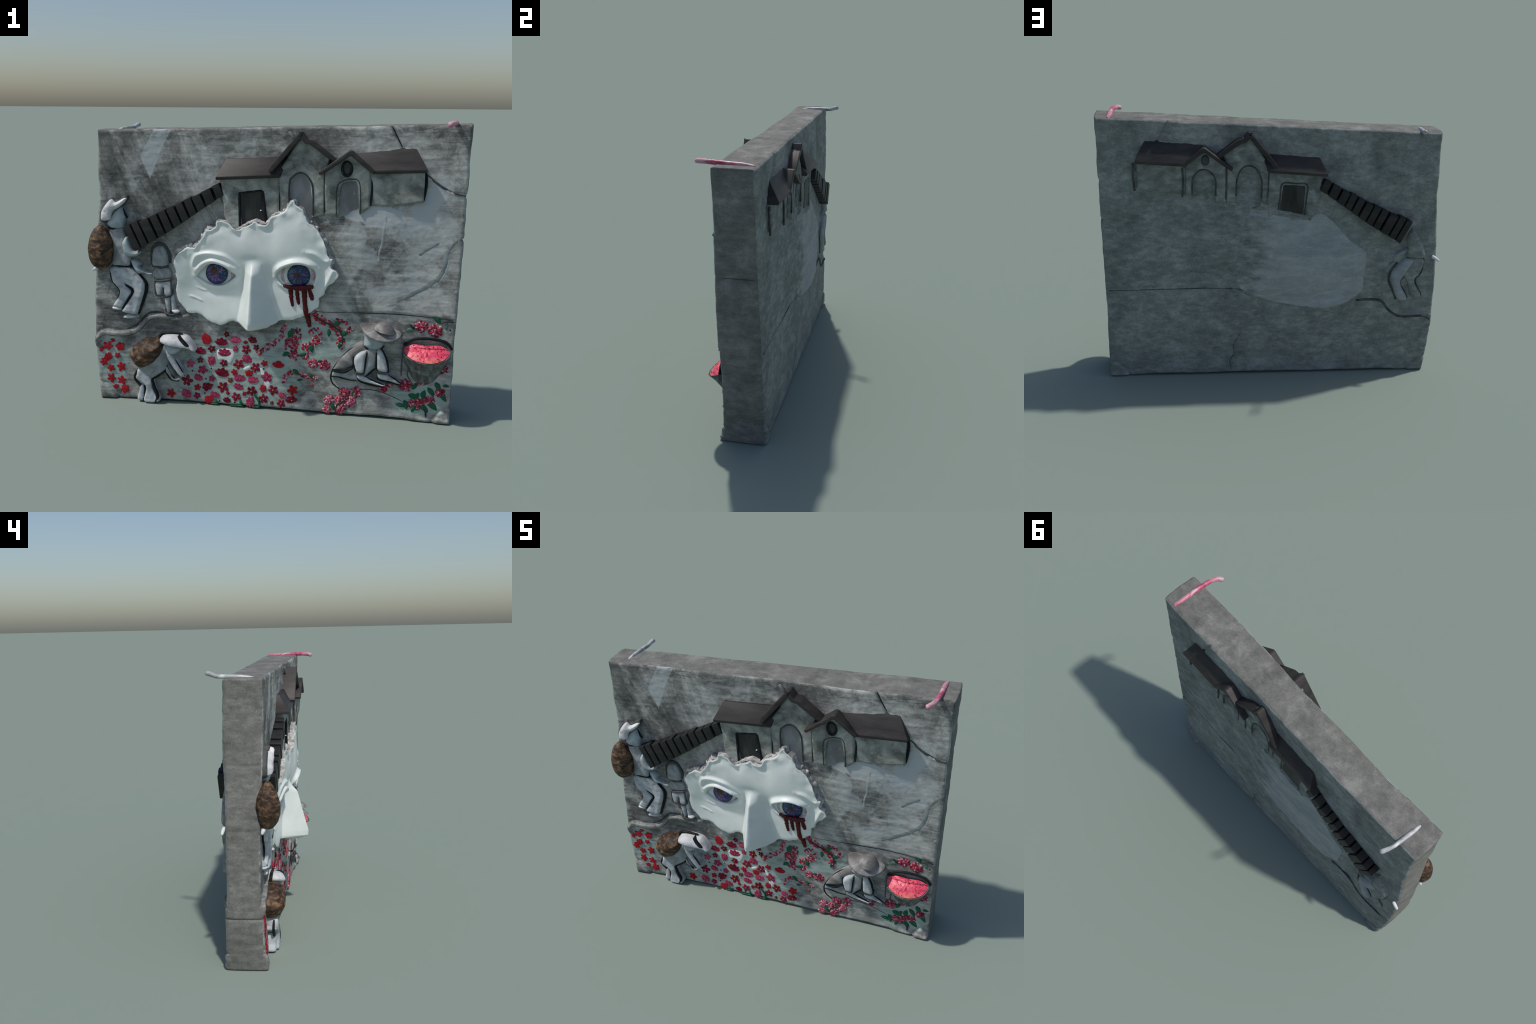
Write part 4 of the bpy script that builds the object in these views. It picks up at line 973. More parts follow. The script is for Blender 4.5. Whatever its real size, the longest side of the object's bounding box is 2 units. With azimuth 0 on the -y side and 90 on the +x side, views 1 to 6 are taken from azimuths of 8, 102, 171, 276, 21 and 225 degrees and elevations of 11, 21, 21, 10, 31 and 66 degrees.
lines("contour_line", [([(-0.886, 0.748), (-0.884, 0.708), (-0.869, 0.666), (-0.832, 0.614), (-0.87, 0.537)], -0.028, 0.006),
    ([(-0.762, 0.756), (-0.692, 0.683), (-0.682, 0.649), (-0.692, 0.6), (-0.730, 0.497)], -0.030, 0.011),
    ([(-0.803, 0.662), (-0.758, 0.626), (-0.786, 0.574), (-0.82, 0.523)], -0.016, 0.006), ([(-0.865, 0.770), (-0.816, 0.762), (-0.767, 0.764)], -0.006, 0.005),
    ([(-0.771, 0.798), (-0.765, 0.757)], -0.018, 0.008), ([(-0.884, 0.976), (-0.852, 0.966), (-0.817, 0.969)], -0.008, 0.006), ([(-0.802, 1.085), (-0.790, 1.054), (-0.776, 1.031)], -0.010, 0.007)], M['black'], f1)

def sack(name, cx, cz, ch, rx, rz, rh, egg, parent, seed, tilt=0.0):
    V = []; F = []; nu, nv = 48, 32
    ct, st_ = math.cos(tilt), math.sin(tilt)
    for j in range(nv + 1):
        p = math.pi * j / nv
        for i in range(nu):
            a = 2 * math.pi * i / nu
            x, y, z = math.sin(p) * math.cos(a), math.sin(p) * math.sin(a), math.cos(p)
            w = 1 - egg * z
            k = 1 + 0.05 * float(fbm(np.array(a * 1.2 + seed), np.array(z * 3.0), 3, seed)) + 0.018 * float(fbm(np.array(a * 3.0), np.array(z * 22.0), 2, seed + 3))
            dx, dz = rx * x * w * k, rz * z * k
            V.append(W(cx + dx * ct - dz * st_, cz + dx * st_ + dz * ct, ch + rh * y * w * k))
    for j in range(nv):
        for i in range(nu):
            F.append([j * nu + i, (j + 1) * nu + i, (j + 1) * nu + (i + 1) % nu, j * nu + (i + 1) % nu])
    me = mesh_from(name, V, F, M['sack'], None, True); bm = bmesh.new(); bm.from_mesh(me)
    bmesh.ops.remove_doubles(bm, verts=bm.verts, dist=1e-5); bmesh.ops.recalc_face_normals(bm, faces=bm.faces); bm.to_mesh(me); bm.free()
    return add(name, me, parent)
sack("sack", -0.926, 0.866, 0.004, 0.070, 0.121, 0.064, 0.14, f1, 3)
def nub(name, pts, r, mat, parent, bk=False):
    v, f = tube_mesh([(WB if bk else W)(*p) for p in pts], r, 10); me = mesh_from(name, v, f, mat, None, True); fix_normals(me); add(name, me, parent)
nub("sack_tie", [(-0.940, 0.756, -0.012), (-0.962, 0.745, -0.014), (-0.982, 0.733, -0.018)], [0.011, 0.012, 0.007], M['white'], f1)
nub("sack_tie", [(-0.945, 0.755, 0.0), (-0.966, 0.743, 0.004), (-0.985, 0.730, 0.006)], [0.010, 0.010, 0.007], M['white'], f1, True)

# ------------------------------------------------------------------ child in shorts
fc = empty("standing_child")
pillow("head", [(-0.643, 0.769), (-0.645, 0.832), (-0.633, 0.869), (-0.601, 0.886), (-0.574, 0.877), (-0.556, 0.841), (-0.554, 0.778), (-0.597, 0.763)], -0.0280, -0.0100, 0.03, M['shirt'], fc)
pillow("torso", [(-0.636, 0.756), (-0.552, 0.765), (-0.542, 0.704), (-0.633, 0.698)], -0.0300, -0.0180, 0.02, M['shirt'], fc)
pillow("shorts", [(-0.626, 0.684), (-0.539, 0.694), (-0.535, 0.62), (-0.565, 0.602), (-0.583, 0.617), (-0.584, 0.649), (-0.595, 0.611), (-0.622, 0.61)], -0.0280, -0.0140, 0.018, M['cloth'], fc, step=0.005)
pillow("leg", [(-0.581, 0.609), (-0.549, 0.606), (-0.551, 0.519), (-0.566, 0.519)], -0.0320, -0.0200, 0.014, M['cloth'], fc, step=0.005)
pillow("leg", [(-0.546, 0.618), (-0.526, 0.62), (-0.513, 0.527), (-0.537, 0.523)], -0.0320, -0.0200, 0.014, M['cloth'], fc, step=0.005)
pillow("foot", [(-0.585, 0.534), (-0.574, 0.537), (-0.561, 0.513), (-0.545, 0.509), (-0.569, 0.498), (-0.58, 0.51)], -0.0300, -0.0140, 0.012, M['hatgrey'], fc, step=0.005)
pillow("foot", [(-0.539, 0.526), (-0.514, 0.534), (-0.494, 0.52), (-0.52, 0.508)], -0.0280, -0.0100, 0.014, M['white'], fc, step=0.005)
lines("contour_line", [([(-0.640, 0.765), (-0.649, 0.806), (-0.645, 0.853), (-0.624, 0.886), (-0.595, 0.894), (-0.567, 0.877), (-0.546, 0.838), (-0.544, 0.79)], -0.026, 0.0075),
    ([(-0.636, 0.767), (-0.619, 0.772), (-0.597, 0.763), (-0.552, 0.774)], -0.018, 0.006), ([(-0.634, 0.752), (-0.632, 0.70)], -0.024, 0.005),
    ([(-0.632, 0.690), (-0.588, 0.689), (-0.540, 0.699)], -0.018, 0.009), ([(-0.630, 0.69), (-0.629, 0.636), (-0.623, 0.611), (-0.595, 0.609), (-0.586, 0.630), (-0.584, 0.652)], -0.022, 0.0065),
    ([(-0.583, 0.652), (-0.583, 0.614), (-0.562, 0.603), (-0.534, 0.620), (-0.538, 0.66), (-0.540, 0.696)], -0.020, 0.008), ([(-0.583, 0.53), (-0.575, 0.508), (-0.55, 0.500), (-0.515, 0.505), (-0.492, 0.515)], -0.026, 0.006)], M['line'], fc)

# ------------------------------------------------------------------ stooping worker with sack, lower left
f2 = empty("stooping_worker")
pillow("head", [(-0.573, 0.352), (-0.49, 0.33), (-0.488, 0.309), (-0.512, 0.29), (-0.541, 0.284), (-0.566, 0.308)], 0.0, 0.03, 0.03, M['skin'], f2)
pillow("torso", [(-0.73, 0.183), (-0.714, 0.21), (-0.669, 0.25), (-0.614, 0.29), (-0.584, 0.335), (-0.559, 0.335), (-0.550, 0.28), (-0.556, 0.229), (-0.572, 0.191), (-0.631, 0.146), (-0.649, 0.137), (-0.69, 0.153)], -0.002, 0.026, 0.031, M['shirt'], f2, noise=0.003)
pillow("arm", [(-0.569, 0.332), (-0.535, 0.296), (-0.524, 0.282), (-0.485, 0.215), (-0.46, 0.173), (-0.479, 0.161), (-0.511, 0.191), (-0.559, 0.265)], 0.004, 0.030, 0.02, M['cloth'], f2)
pillow("arm", [(-0.566, 0.238), (-0.552, 0.222), (-0.527, 0.183), (-0.513, 0.155), (-0.487, 0.149), (-0.506, 0.133), (-0.535, 0.139), (-0.553, 0.163), (-0.571, 0.188)], 0.0, 0.018, 0.015, M['shirt'], f2)
pillow("leg", [(-0.716, 0.10), (-0.69, 0.094), (-0.700, 0.010), (-0.736, 0.010), (-0.726, 0.057)], 0.0, 0.014, 0.015, M['cloth'], f2)
pillow("leg", [(-0.726, 0.195), (-0.689, 0.187), (-0.647, 0.143), (-0.636, 0.086), (-0.621, 0.054), (-0.605, 0.020), (-0.622, 0.003), (-0.696, 0.003), (-0.684, 0.083), (-0.709, 0.114), (-0.742, 0.134), (-0.737, 0.16)], 0.004, 0.026, 0.015, M['cloth'], f2, noise=0.003)
lines("contour_line", [([(-0.729, 0.187), (-0.749, 0.138), (-0.722, 0.099), (-0.692, 0.082), (-0.706, 0.012)], 0.004, 0.008), ([(-0.645, 0.138), (-0.632, 0.087), (-0.615, 0.047), (-0.628, 0.010)], 0.018, 0.011),
    ([(-0.645, 0.138), (-0.608, 0.163), (-0.574, 0.187)], 0.006, 0.009), ([(-0.531, 0.278), (-0.495, 0.222), (-0.463, 0.168)], 0.008, 0.007), ([(-0.574, 0.188), (-0.552, 0.150), (-0.527, 0.134), (-0.495, 0.134)], 0.0, 0.005),
    ([(-0.562, 0.222), (-0.535, 0.172), (-0.517, 0.150)], 0.012, 0.006)], M['black'], f2)
pillow("sack", [(-0.776, 0.275), (-0.742, 0.325), (-0.69, 0.358), (-0.642, 0.363), (-0.595, 0.360), (-0.574, 0.336), (-0.587, 0.285), (-0.623, 0.235), (-0.667, 0.207), (-0.711, 0.194), (-0.748, 0.213), (-0.769, 0.247)],
       -0.012, 0.066, 0.088, M['sack'], f2, -0.07, 0.006, noise=0.005, nscale=30)
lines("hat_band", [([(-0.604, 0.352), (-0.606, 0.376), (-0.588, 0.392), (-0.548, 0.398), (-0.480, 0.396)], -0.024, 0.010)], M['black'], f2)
HAT = dict(tilt=(-0.28, -0.55, -0.50, 0.362))       # peak juts out at the bottom, sinks into the wall at the tip
pillow("hat", [(-0.592, 0.364), (-0.588, 0.384), (-0.543, 0.393), (-0.476, 0.391), (-0.442, 0.377), (-0.402, 0.322), (-0.408, 0.310), (-0.447, 0.325), (-0.517, 0.335), (-0.570, 0.349)], 0.006, 0.040, 0.030, M['white'], f2, -0.06, noise=0.003, **HAT)
pillow("hat_crease", [(-0.496, 0.394), (-0.466, 0.379), (-0.432, 0.346), (-0.450, 0.344), (-0.478, 0.366)], 0.038, 0.046, 0.012, M['black'], f2, -0.03, 0.005, **HAT)

# ------------------------------------------------------------------ kneeling worker, lower right
f3 = empty("kneeling_worker")
pillow("torso", [(0.499, 0.424), (0.526, 0.395), (0.530, 0.368), (0.47, 0.347), (0.463, 0.296), (0.418, 0.273), (0.35, 0.259), (0.358, 0.281), (0.385, 0.325), (0.435, 0.376)], 0.0, 0.020, 0.035, M['hatgrey'], f3, noise=0.002)
pillow("skirt", [(0.348, 0.253), (0.402, 0.249), (0.462, 0.286), (0.480, 0.233), (0.478, 0.208), (0.379, 0.22), (0.341, 0.221)], -0.004, 0.007, 0.02, M['shirt'], f3)
pillow("shirt_front", [(0.52, 0.384), (0.577, 0.392), (0.578, 0.3), (0.553, 0.273), (0.517, 0.237), (0.508, 0.27)], 0.006, 0.026, 0.03, M['shirt'], f3)
pillow("arm", [(0.475, 0.236), (0.507, 0.247), (0.563, 0.218), (0.619, 0.197), (0.616, 0.186), (0.564, 0.195), (0.492, 0.212)], 0.0, 0.020, 0.018, M['cloth'], f3)
pillow("arm", [(0.583, 0.261), (0.621, 0.262), (0.669, 0.234), (0.701, 0.211), (0.693, 0.205), (0.65, 0.216), (0.59, 0.228)], 0.0, 0.020, 0.018, M['cloth'], f3)
pillow("sleeve", [(0.457, 0.335), (0.487, 0.372), (0.526, 0.383), (0.521, 0.339), (0.512, 0.262), (0.475, 0.259), (0.460, 0.297)], 0.01, 0.036, 0.019, M['cloth'], f3)
pillow("sleeve", [(0.573, 0.382), (0.596, 0.392), (0.617, 0.358), (0.628, 0.322), (0.633, 0.272), (0.581, 0.277), (0.573, 0.318)], 0.01, 0.036, 0.019, M['cloth'], f3)
pillow("cuff", [(0.465, 0.264), (0.513, 0.268), (0.513, 0.248), (0.481, 0.246)], 0.016, 0.027, 0.01, M['houseline'], f3, step=0.005)
pillow("cuff", [(0.575, 0.284), (0.634, 0.277), (0.628, 0.257), (0.585, 0.259)], 0.016, 0.027, 0.01, M['houseline'], f3, step=0.005)
pillow("head", [(0.507, 0.425), (0.515, 0.478), (0.57, 0.480), (0.615, 0.465), (0.607, 0.415), (0.588, 0.393), (0.557, 0.385), (0.526, 0.393), (0.505, 0.408)], 0.008, 0.042, 0.04, M['skin'], f3)
lines("contour_line", [([(0.503, 0.419), (0.435, 0.375), (0.388, 0.322), (0.350, 0.262), (0.339, 0.217), (0.352, 0.18), (0.389, 0.153)], 0.0, 0.0045), ([(0.35, 0.256), (0.403, 0.252), (0.434, 0.267), (0.459, 0.289)], 0.008, 0.007),
    ([(0.343, 0.221), (0.379, 0.22), (0.428, 0.209), (0.476, 0.206)], 0.001, 0.0035), ([(0.455, 0.342), (0.460, 0.29), (0.474, 0.258)], 0.016, 0.006), ([(0.523, 0.37), (0.518, 0.318), (0.513, 0.270)], 0.024, 0.005),
    ([(0.575, 0.374), (0.573, 0.301), (0.580, 0.281)], 0.026, 0.0055), ([(0.600, 0.390), (0.626, 0.330), (0.637, 0.268)], 0.012, 0.008), ([(0.571, 0.287), (0.546, 0.26), (0.517, 0.234)], 0.012, 0.0045),
    ([(0.475, 0.230), (0.494, 0.204), (0.564, 0.187), (0.62, 0.180)], 0.0, 0.0045), ([(0.511, 0.238), (0.563, 0.216), (0.615, 0.199)], 0.008, 0.005), ([(0.582, 0.249), (0.590, 0.223), (0.65, 0.209), (0.694, 0.199)], 0.0, 0.0045),
    ([(0.625, 0.255), (0.670, 0.234), (0.703, 0.210)], 0.004, 0.004), ([(0.503, 0.407), (0.526, 0.388), (0.557, 0.380), (0.589, 0.387), (0.612, 0.41)], 0.012, 0.0045)], M['black'], f3)
def hat3():
    e1 = np.array([0.981, -0.195]); e2 = np.array([0.195, 0.981]); C = np.array([0.592, 0.496])
    V = []; F = []; n = 56; rings = 12
    def pt(r, a, up):
        ca, sa = math.cos(a), math.sin(a)
        out = sa * r
        hgt = 0.006 + 0.098 * out if out > 0 else 0.010 + 0.03 * out
        drop = -0.040 * max(out, 0) ** 1.6 + 0.016 * max(-out, 0)
        crown = 0.0
        p = C + e1 * (0.114 * ca * r) + e2 * (drop + 0.010 * (1 - r * r) + up)
        return W(p[0], p[1], hgt)
    for side, up in ((0, 0.007), (1, -0.007)):
        o = len(V); V.append(pt(0, 0, up))
        for k in range(1, rings + 1):
            q = k / rings; u2 = up * (1 - q ** 6)
            for i in range(n): V.append(pt(q, 2 * math.pi * i / n, u2))
        for i in range(n): F.append([o, o + 1 + i, o + 1 + (i + 1) % n])
        for k in range(rings - 1):
            for i in range(n):
                F.append([o + 1 + k * n + i, o + 1 + (k + 1) * n + i, o + 1 + (k + 1) * n + (i + 1) % n, o + 1 + k * n + (i + 1) % n])
    me = mesh_from("hat_brim", V, F, M['hatgrey'], None, True); bm = bmesh.new(); bm.from_mesh(me)
    bmesh.ops.remove_doubles(bm, verts=bm.verts, dist=2e-4); bmesh.ops.recalc_face_normals(bm, faces=bm.faces); bm.to_mesh(me); bm.free()
    add("hat_brim", me, f3)
    V = []; F = []; nu, nv = 40, 16; C2 = C + e1 * 0.014 + e2 * 0.004
    for j in range(nv + 1):
        p = 0.5 * math.pi * j / nv
        for i in range(nu):
            a = 2 * math.pi * i / nu
            x, y, z = math.cos(a) * math.sin(p), math.sin(a) * math.sin(p), math.cos(p) ** 0.8
            fl = 1 + 0.25 * max(0, math.sin(p)) ** 8
            q = C2 + e1 * (0.044 * x * fl) + e2 * (0.046 * z)
            V.append(W(q[0], q[1], 0.030 + 0.050 * y * fl))
    for j in range(nv):
        for i in range(nu):
            F.append([j * nu + i, (j + 1) * nu + i, (j + 1) * nu + (i + 1) % nu, j * nu + (i + 1) % nu])
    me = mesh_from("hat_crown", V, F, M['hatgrey'], None, True); bm = bmesh.new(); bm.from_mesh(me)
    bmesh.ops.remove_doubles(bm, verts=bm.verts, dist=1e-5); bmesh.ops.recalc_face_normals(bm, faces=bm.faces); bm.to_mesh(me); bm.free()
    add("hat_crown", me, f3)
hat3()

# ------------------------------------------------------------------ basket of berries
def basket():
    cx, cz, rx = 0.826, 0.400, 0.122
    n = 72
    def rim(a, s=1.0, drop=0.0):
        c, t = math.cos(a), math.sin(a)
        if t >= 0: return (cx + rx * c * s, cz - 0.050 * t * s - drop, 0.008 + 0.084 * t * s)
        return (cx + rx * c * s, cz - 0.054 * t * s - drop, 0.006 + 0.014 * t)
    V = []; F = []
    prof = [(0.90, 0.012), (0.955, 0.004), (1.0, 0.0), (1.01, 0.008), (0.99, 0.03), (0.94, 0.07), (0.86, 0.12), (0.82, 0.15), (0.78, 0.165)]
    for s, dr in prof:
        for i in range(n):
            a = 2 * math.pi * i / n; x, z, h = rim(a, s, 0)
            t = max(math.sin(a), 0)
            x = cx + (x - cx)
            zz = z - dr * (1.0 if t >= 0 else 0.0) * (0.35 + 0.65 * t if math.sin(a) >= 0 else 0.0)
            hh = h * max(0.0, 1 - (dr / 0.13) ** 0.62) - 0.03 * dr / 0.19 if math.sin(a) > 0 else h - dr * 0.3
            V.append(W(x, zz, hh))
    m = len(prof)
    for j in range(m - 1):
        for i in range(n):
            F.append([j * n + i, j * n + (i + 1) % n, (j + 1) * n + (i + 1) % n, (j + 1) * n + i])
    me = mesh_from("basket", V, F, M['basket'], None, True); fix_normals(me); ob = add("basket", me)
    lines("basket_rim", [([(0.712, 0.418), (0.724, 0.428), (0.765, 0.453), (0.842, 0.458), (0.919, 0.446), (0.953, 0.408)], -0.003, 0.0075)], M['black'], ob, False)
    lines("basket_stave", [([(0.706, 0.38), (0.704, 0.31), (0.704, 0.25)], 0.0, 0.004), ([(0.74, 0.30), (0.735, 0.26), (0.752, 0.229)], 0.004, 0.004)], M['houseline'], ob)
    # berries: heaped surface inside the rim
    V = []; F = []; rings = 14
    rng = random.Random(5)
    def pt(q, a):
        x, z, h = rim(a, 0.945 * q, 0)
        if math.sin(a) < 0:
            z = cz - 0.030 * math.sin(a) * q * (0.85 + 0.15 * math.sin(5 * a)); h = 0.003 + 0.012 * (1 - q)
        b = 0.020 * (1 - q ** 2)
        b += 0.004 * float(fbm(np.array(x * 90.0), np.array(z * 90.0), 2, 77)) * (1 if q < 0.97 else 0)
        return W(x, z + b * 0.6, h + b * 0.6 - 0.004 * q ** 4)
    V.append(pt(0, 0))
    for k in range(1, rings + 1):
        for i in range(n): V.append(pt(k / rings, 2 * math.pi * i / n))
    for i in range(n): F.append([0, 1 + i, 1 + (i + 1) % n])
    for k in range(rings - 1):
        for i in range(n): F.append([1 + k * n + i, 1 + (k + 1) * n + i, 1 + (k + 1) * n + (i + 1) % n, 1 + k * n + (i + 1) % n])
    me = mesh_from("berry_heap", V, F, M['berry'], None, True); fix_normals(me); add("berry_heap", me, ob)
    sv = []; sf = []
    for k in range(46):
        a = rng.uniform(0, 2 * math.pi); q = math.sqrt(rng.uniform(0.0, 0.85)); p = np.array(pt(q, a)); r = rng.uniform(0.0022, 0.004); o = len(sv)
        for dx, dy, dz in ((1, 0, 0), (-1, 0, 0), (0, 1, 0), (0, -1, 0), (0, 0, 1), (0, 0, -1)): sv.append(p + np.array((dx, dy, dz)) * r)
        for f in ((0, 2, 4), (2, 1, 4), (1, 3, 4), (3, 0, 4), (2, 0, 5), (1, 2, 5), (3, 1, 5), (0, 3, 5)): sf.append([o + i for i in f])
    s = add("berry_seeds", mesh_from("berry_seeds", sv, sf, M['maroon'], None, True), ob); s["kind"] = "stuff"
basket()

# ------------------------------------------------------------------ flowers
def flower_mesh(name, fn, petal, centre=None, cpos=(0, 0), cr=0.18, thick=0.10):
    """disc with lobed outline fn(angle)->radius (unit size), domed, thin skirt; optional yellow centre"""
    n, rings = 60, 5; V = [(0, 0, thick * 1.1)]; F = []; mi = []
    for k in range(1, rings + 1):
        q = k / rings
        for i in range(n):
            a = 2 * math.pi * i / n; x, y = fn(a)
            V.append((x * q, y * q, thick * (1.1 - 0.6 * q ** 3)))
    for i in range(n): F.append([0, 1 + i, 1 + (i + 1) % n])
    for k in range(rings - 1):
        for i in range(n): F.append([1 + k * n + i, 1 + (k + 1) * n + i, 1 + (k + 1) * n + (i + 1) % n, 1 + k * n + (i + 1) % n])
    o = len(V)
    for i in range(n):
        x, y = fn(2 * math.pi * i / n); V.append((x, y, -0.25))
    for i in range(n): F.append([1 + (rings - 1) * n + i, o + i, o + (i + 1) % n, 1 + (rings - 1) * n + (i + 1) % n])
    mi = [0] * len(F)
    if centre:
        o = len(V); m = 14; V.append((cpos[0], cpos[1], thick * 1.1 + 0.10))
        for q, zz in ((0.6, 0.08), (1.0, 0.0)):
            for i in range(m):
                a = 2 * math.pi * i / m; V.append((cpos[0] + cr * q * math.cos(a), cpos[1] + cr * q * math.sin(a), thick * 1.1 + zz - (0.05 if q == 1 else 0)))
        for i in range(m):
            F.append([o, o + 1 + i, o + 1 + (i + 1) % m]); F.append([o + 1 + i, o + 1 + m + i, o + 1 + m + (i + 1) % m, o + 1 + (i + 1) % m]); mi += [1, 1]
    me = mesh_from(name, V, F, [petal] + ([centre] if centre else []), mi, True, 50); fix_normals(me)
    return me
def star(lobes, deep, wob, seed):
    r = random.Random(seed); amp = [r.uniform(0.85, 1.1) for _ in range(lobes)]
    def fn(a):
        k = (a / (2 * math.pi) * lobes); i = int(k + 0.5) % lobes
        c = abs(math.cos(lobes * a / 2))
        rr = (1 - deep + deep * c ** 0.85) * amp[i] * (1 + wob * math.sin(9 * a + seed))
        return rr * math.cos(a), rr * math.sin(a)
    return fn
def cup(seed, spread, tips):
    r = random.Random(seed); t = [r.uniform(0.85, 1.08) for _ in range(tips)]
    def fn(a):
        y = math.sin(a); x = math.cos(a)
        if y < 0: return x * 0.95, y * 0.62
        k = a / math.pi * (tips - 1); i = int(k + 0.5) % tips
        lob = abs(math.cos(math.pi * k)) ** 0.7
        rr = (0.62 + 0.38 * lob) * t[i]
        return x * rr * spread, y * rr * 0.95
    return fn
FM = {'S': [flower_mesh("flower", star(5, 0.66, 0.02, s), M['crimson'], M['yellow']) for s in (1, 2, 3)] + [flower_mesh("flower", star(5, 0.58, 0.03, 7), M['rose'], M['yellow'], cr=0.14)],
      'r': [flower_mesh("flower", star(5, 0.64, 0.03, s), M['scarlet']) for s in (11, 12, 13)],
      'B': [flower_mesh("flower", star(5, 0.6, 0.05, 21), M['maroon'], M['yellow'], cr=0.16)],
      'C': [flower_mesh("flower", cup(31, 1.05, 4), M['crimson'], M['yellow'], (0.05, -0.15), 0.14), flower_mesh("flower", cup(32, 1.1, 5), M['rose'], M['yellow'], (-0.05, -0.1), 0.12), flower_mesh("flower", cup(33, 1.05, 5), M['crimson'])],
      'c': [flower_mesh("flower", cup(34, 1.05, 3), M['scarlet'])],
      'P': [flower_mesh("flower", star(6, 0.16, 0.03, 41), M['scarlet'])],
      'p': [flower_mesh("flower", star(5, 0.30, 0.05, 42), M['scarlet'])],
      'R': [flower_mesh("flower", star(7, 0.28, 0.04, 51), M['rose'], M['yellow'], (0.1, 0), 0.13), flower_mesh("flower", star(6, 0.30, 0.03, 52), M['crimson'])]}
ROWS = [  # kind, X, Z, radius : rows of painted flowers, top to bottom
    ('P', -0.346, 0.369, 0.031), ('S', -0.233, 0.406, 0.019), ('C', -0.263, 0.357, 0.034), ('C', -0.182, 0.375, 0.032), ('C', -0.128, 0.367, 0.013), ('C', -0.088, 0.383, 0.025), ('C', -0.383, 0.297, 0.032),
    ('S', -0.317, 0.317, 0.023), ('C', -0.244, 0.298, 0.036), ('S', -0.184, 0.327, 0.02), ('S', -0.124, 0.327, 0.027), ('S', -0.068, 0.342, 0.019), ('S', -0.438, 0.223, 0.025), ('S', -0.383, 0.248, 0.021),
    ('R', -0.32, 0.25, 0.029), ('S', -0.25, 0.24, 0.023), ('S', -0.167, 0.241, 0.032), ('R', -0.12, 0.274, 0.031), ('S', -0.073, 0.229, 0.032), ('r', -0.022, 0.257, 0.021), ('c', 0.055, 0.255, 0.031)]
ROWS2 = [('S', -0.369, 0.194, 0.028), ('C', -0.259, 0.183, 0.04), ('r', -0.189, 0.195, 0.02), ('p', -0.108, 0.196, 0.023), ('C', -0.157, 0.161, 0.032), ('S', -0.009, 0.182, 0.033), ('S', -0.457, 0.123, 0.032), ('C', -0.392, 0.146, 0.025),
    ('S', -0.315, 0.148, 0.022), ('B', -0.211, 0.145, 0.017), ('C', -0.082, 0.157, 0.03), ('r', -0.397, 0.091, 0.021), ('R', -0.342, 0.101, 0.03), ('S', -0.256, 0.105, 0.033), ('C', -0.165, 0.113, 0.027), ('p', -0.029, 0.114, 0.023),
    ('S', 0.027, 0.111, 0.031), ('R', -0.462, 0.052, 0.031), ('S', -0.398, 0.045, 0.022), ('C', -0.297, 0.055, 0.029), ('r', -0.225, 0.074, 0.013), ('S', -0.178, 0.057, 0.029), ('r', -0.133, 0.078, 0.015), ('S', -0.093, 0.095, 0.029),
    ('P', -0.333, 0.027, 0.026), ('C', -0.23, 0.03, 0.023), ('R', -0.098, 0.033, 0.033), ('S', -0.025, 0.058, 0.029), ('B', 0.021, 0.039, 0.012), ('C', 0.079, 0.081, 0.022), ('S', 0.072, 0.039, 0.028), ('C', 0.129, 0.064, 0.032), ('r', 0.136, 0.117, 0.032)]
ROWS3 = [('r', -0.883, 0.339, 0.017), ('r', -0.911, 0.301, 0.03), ('p', -0.843, 0.3, 0.028), ('r', -0.951, 0.281, 0.015), ('p', -0.914, 0.238, 0.027), ('r', -0.858, 0.247, 0.019), ('r', -0.937, 0.206, 0.025), ('r', -0.896, 0.175, 0.022),
    ('r', -0.837, 0.184, 0.029), ('r', -0.895, 0.116, 0.027), ('r', -0.836, 0.105, 0.027), ('p', -0.87, 0.067, 0.018), ('p', -0.818, 0.053, 0.026), ('r', -0.548, 0.049, 0.028)]
def place(ob, X, Z, h, rot, sx, sy=None, sz=0.03):
    ob.matrix_world = Matrix.Translation(W(X, Z, h)) @ Matrix.Rotation(-0.0385, 4, 'Z') @ Matrix.Rotation(math.radians(90), 4, 'X') @ Matrix.Rotation(rot, 4, 'Z') @ Matrix.Diagonal((sx, sy or sx, sz, 1))
rng = random.Random(17)
for kind, X, Z, r in ROWS + ROWS2 + ROWS3:
    me = rng.choice(FM[kind]); ob = add("flower", me)
    rot = rng.uniform(-0.25, 0.25) if kind in 'Cc' else rng.uniform(0, 2 * math.pi)
    sx = r * rng.uniform(0.98, 1.06); sy = sx * (0.78 if kind in 'RCc' and r > 0.025 else rng.uniform(0.85, 1.0))
    place(ob, X, Z, float(fh(X, Z)[0]) + 0.0028, rot, sx, sy, 0.022)
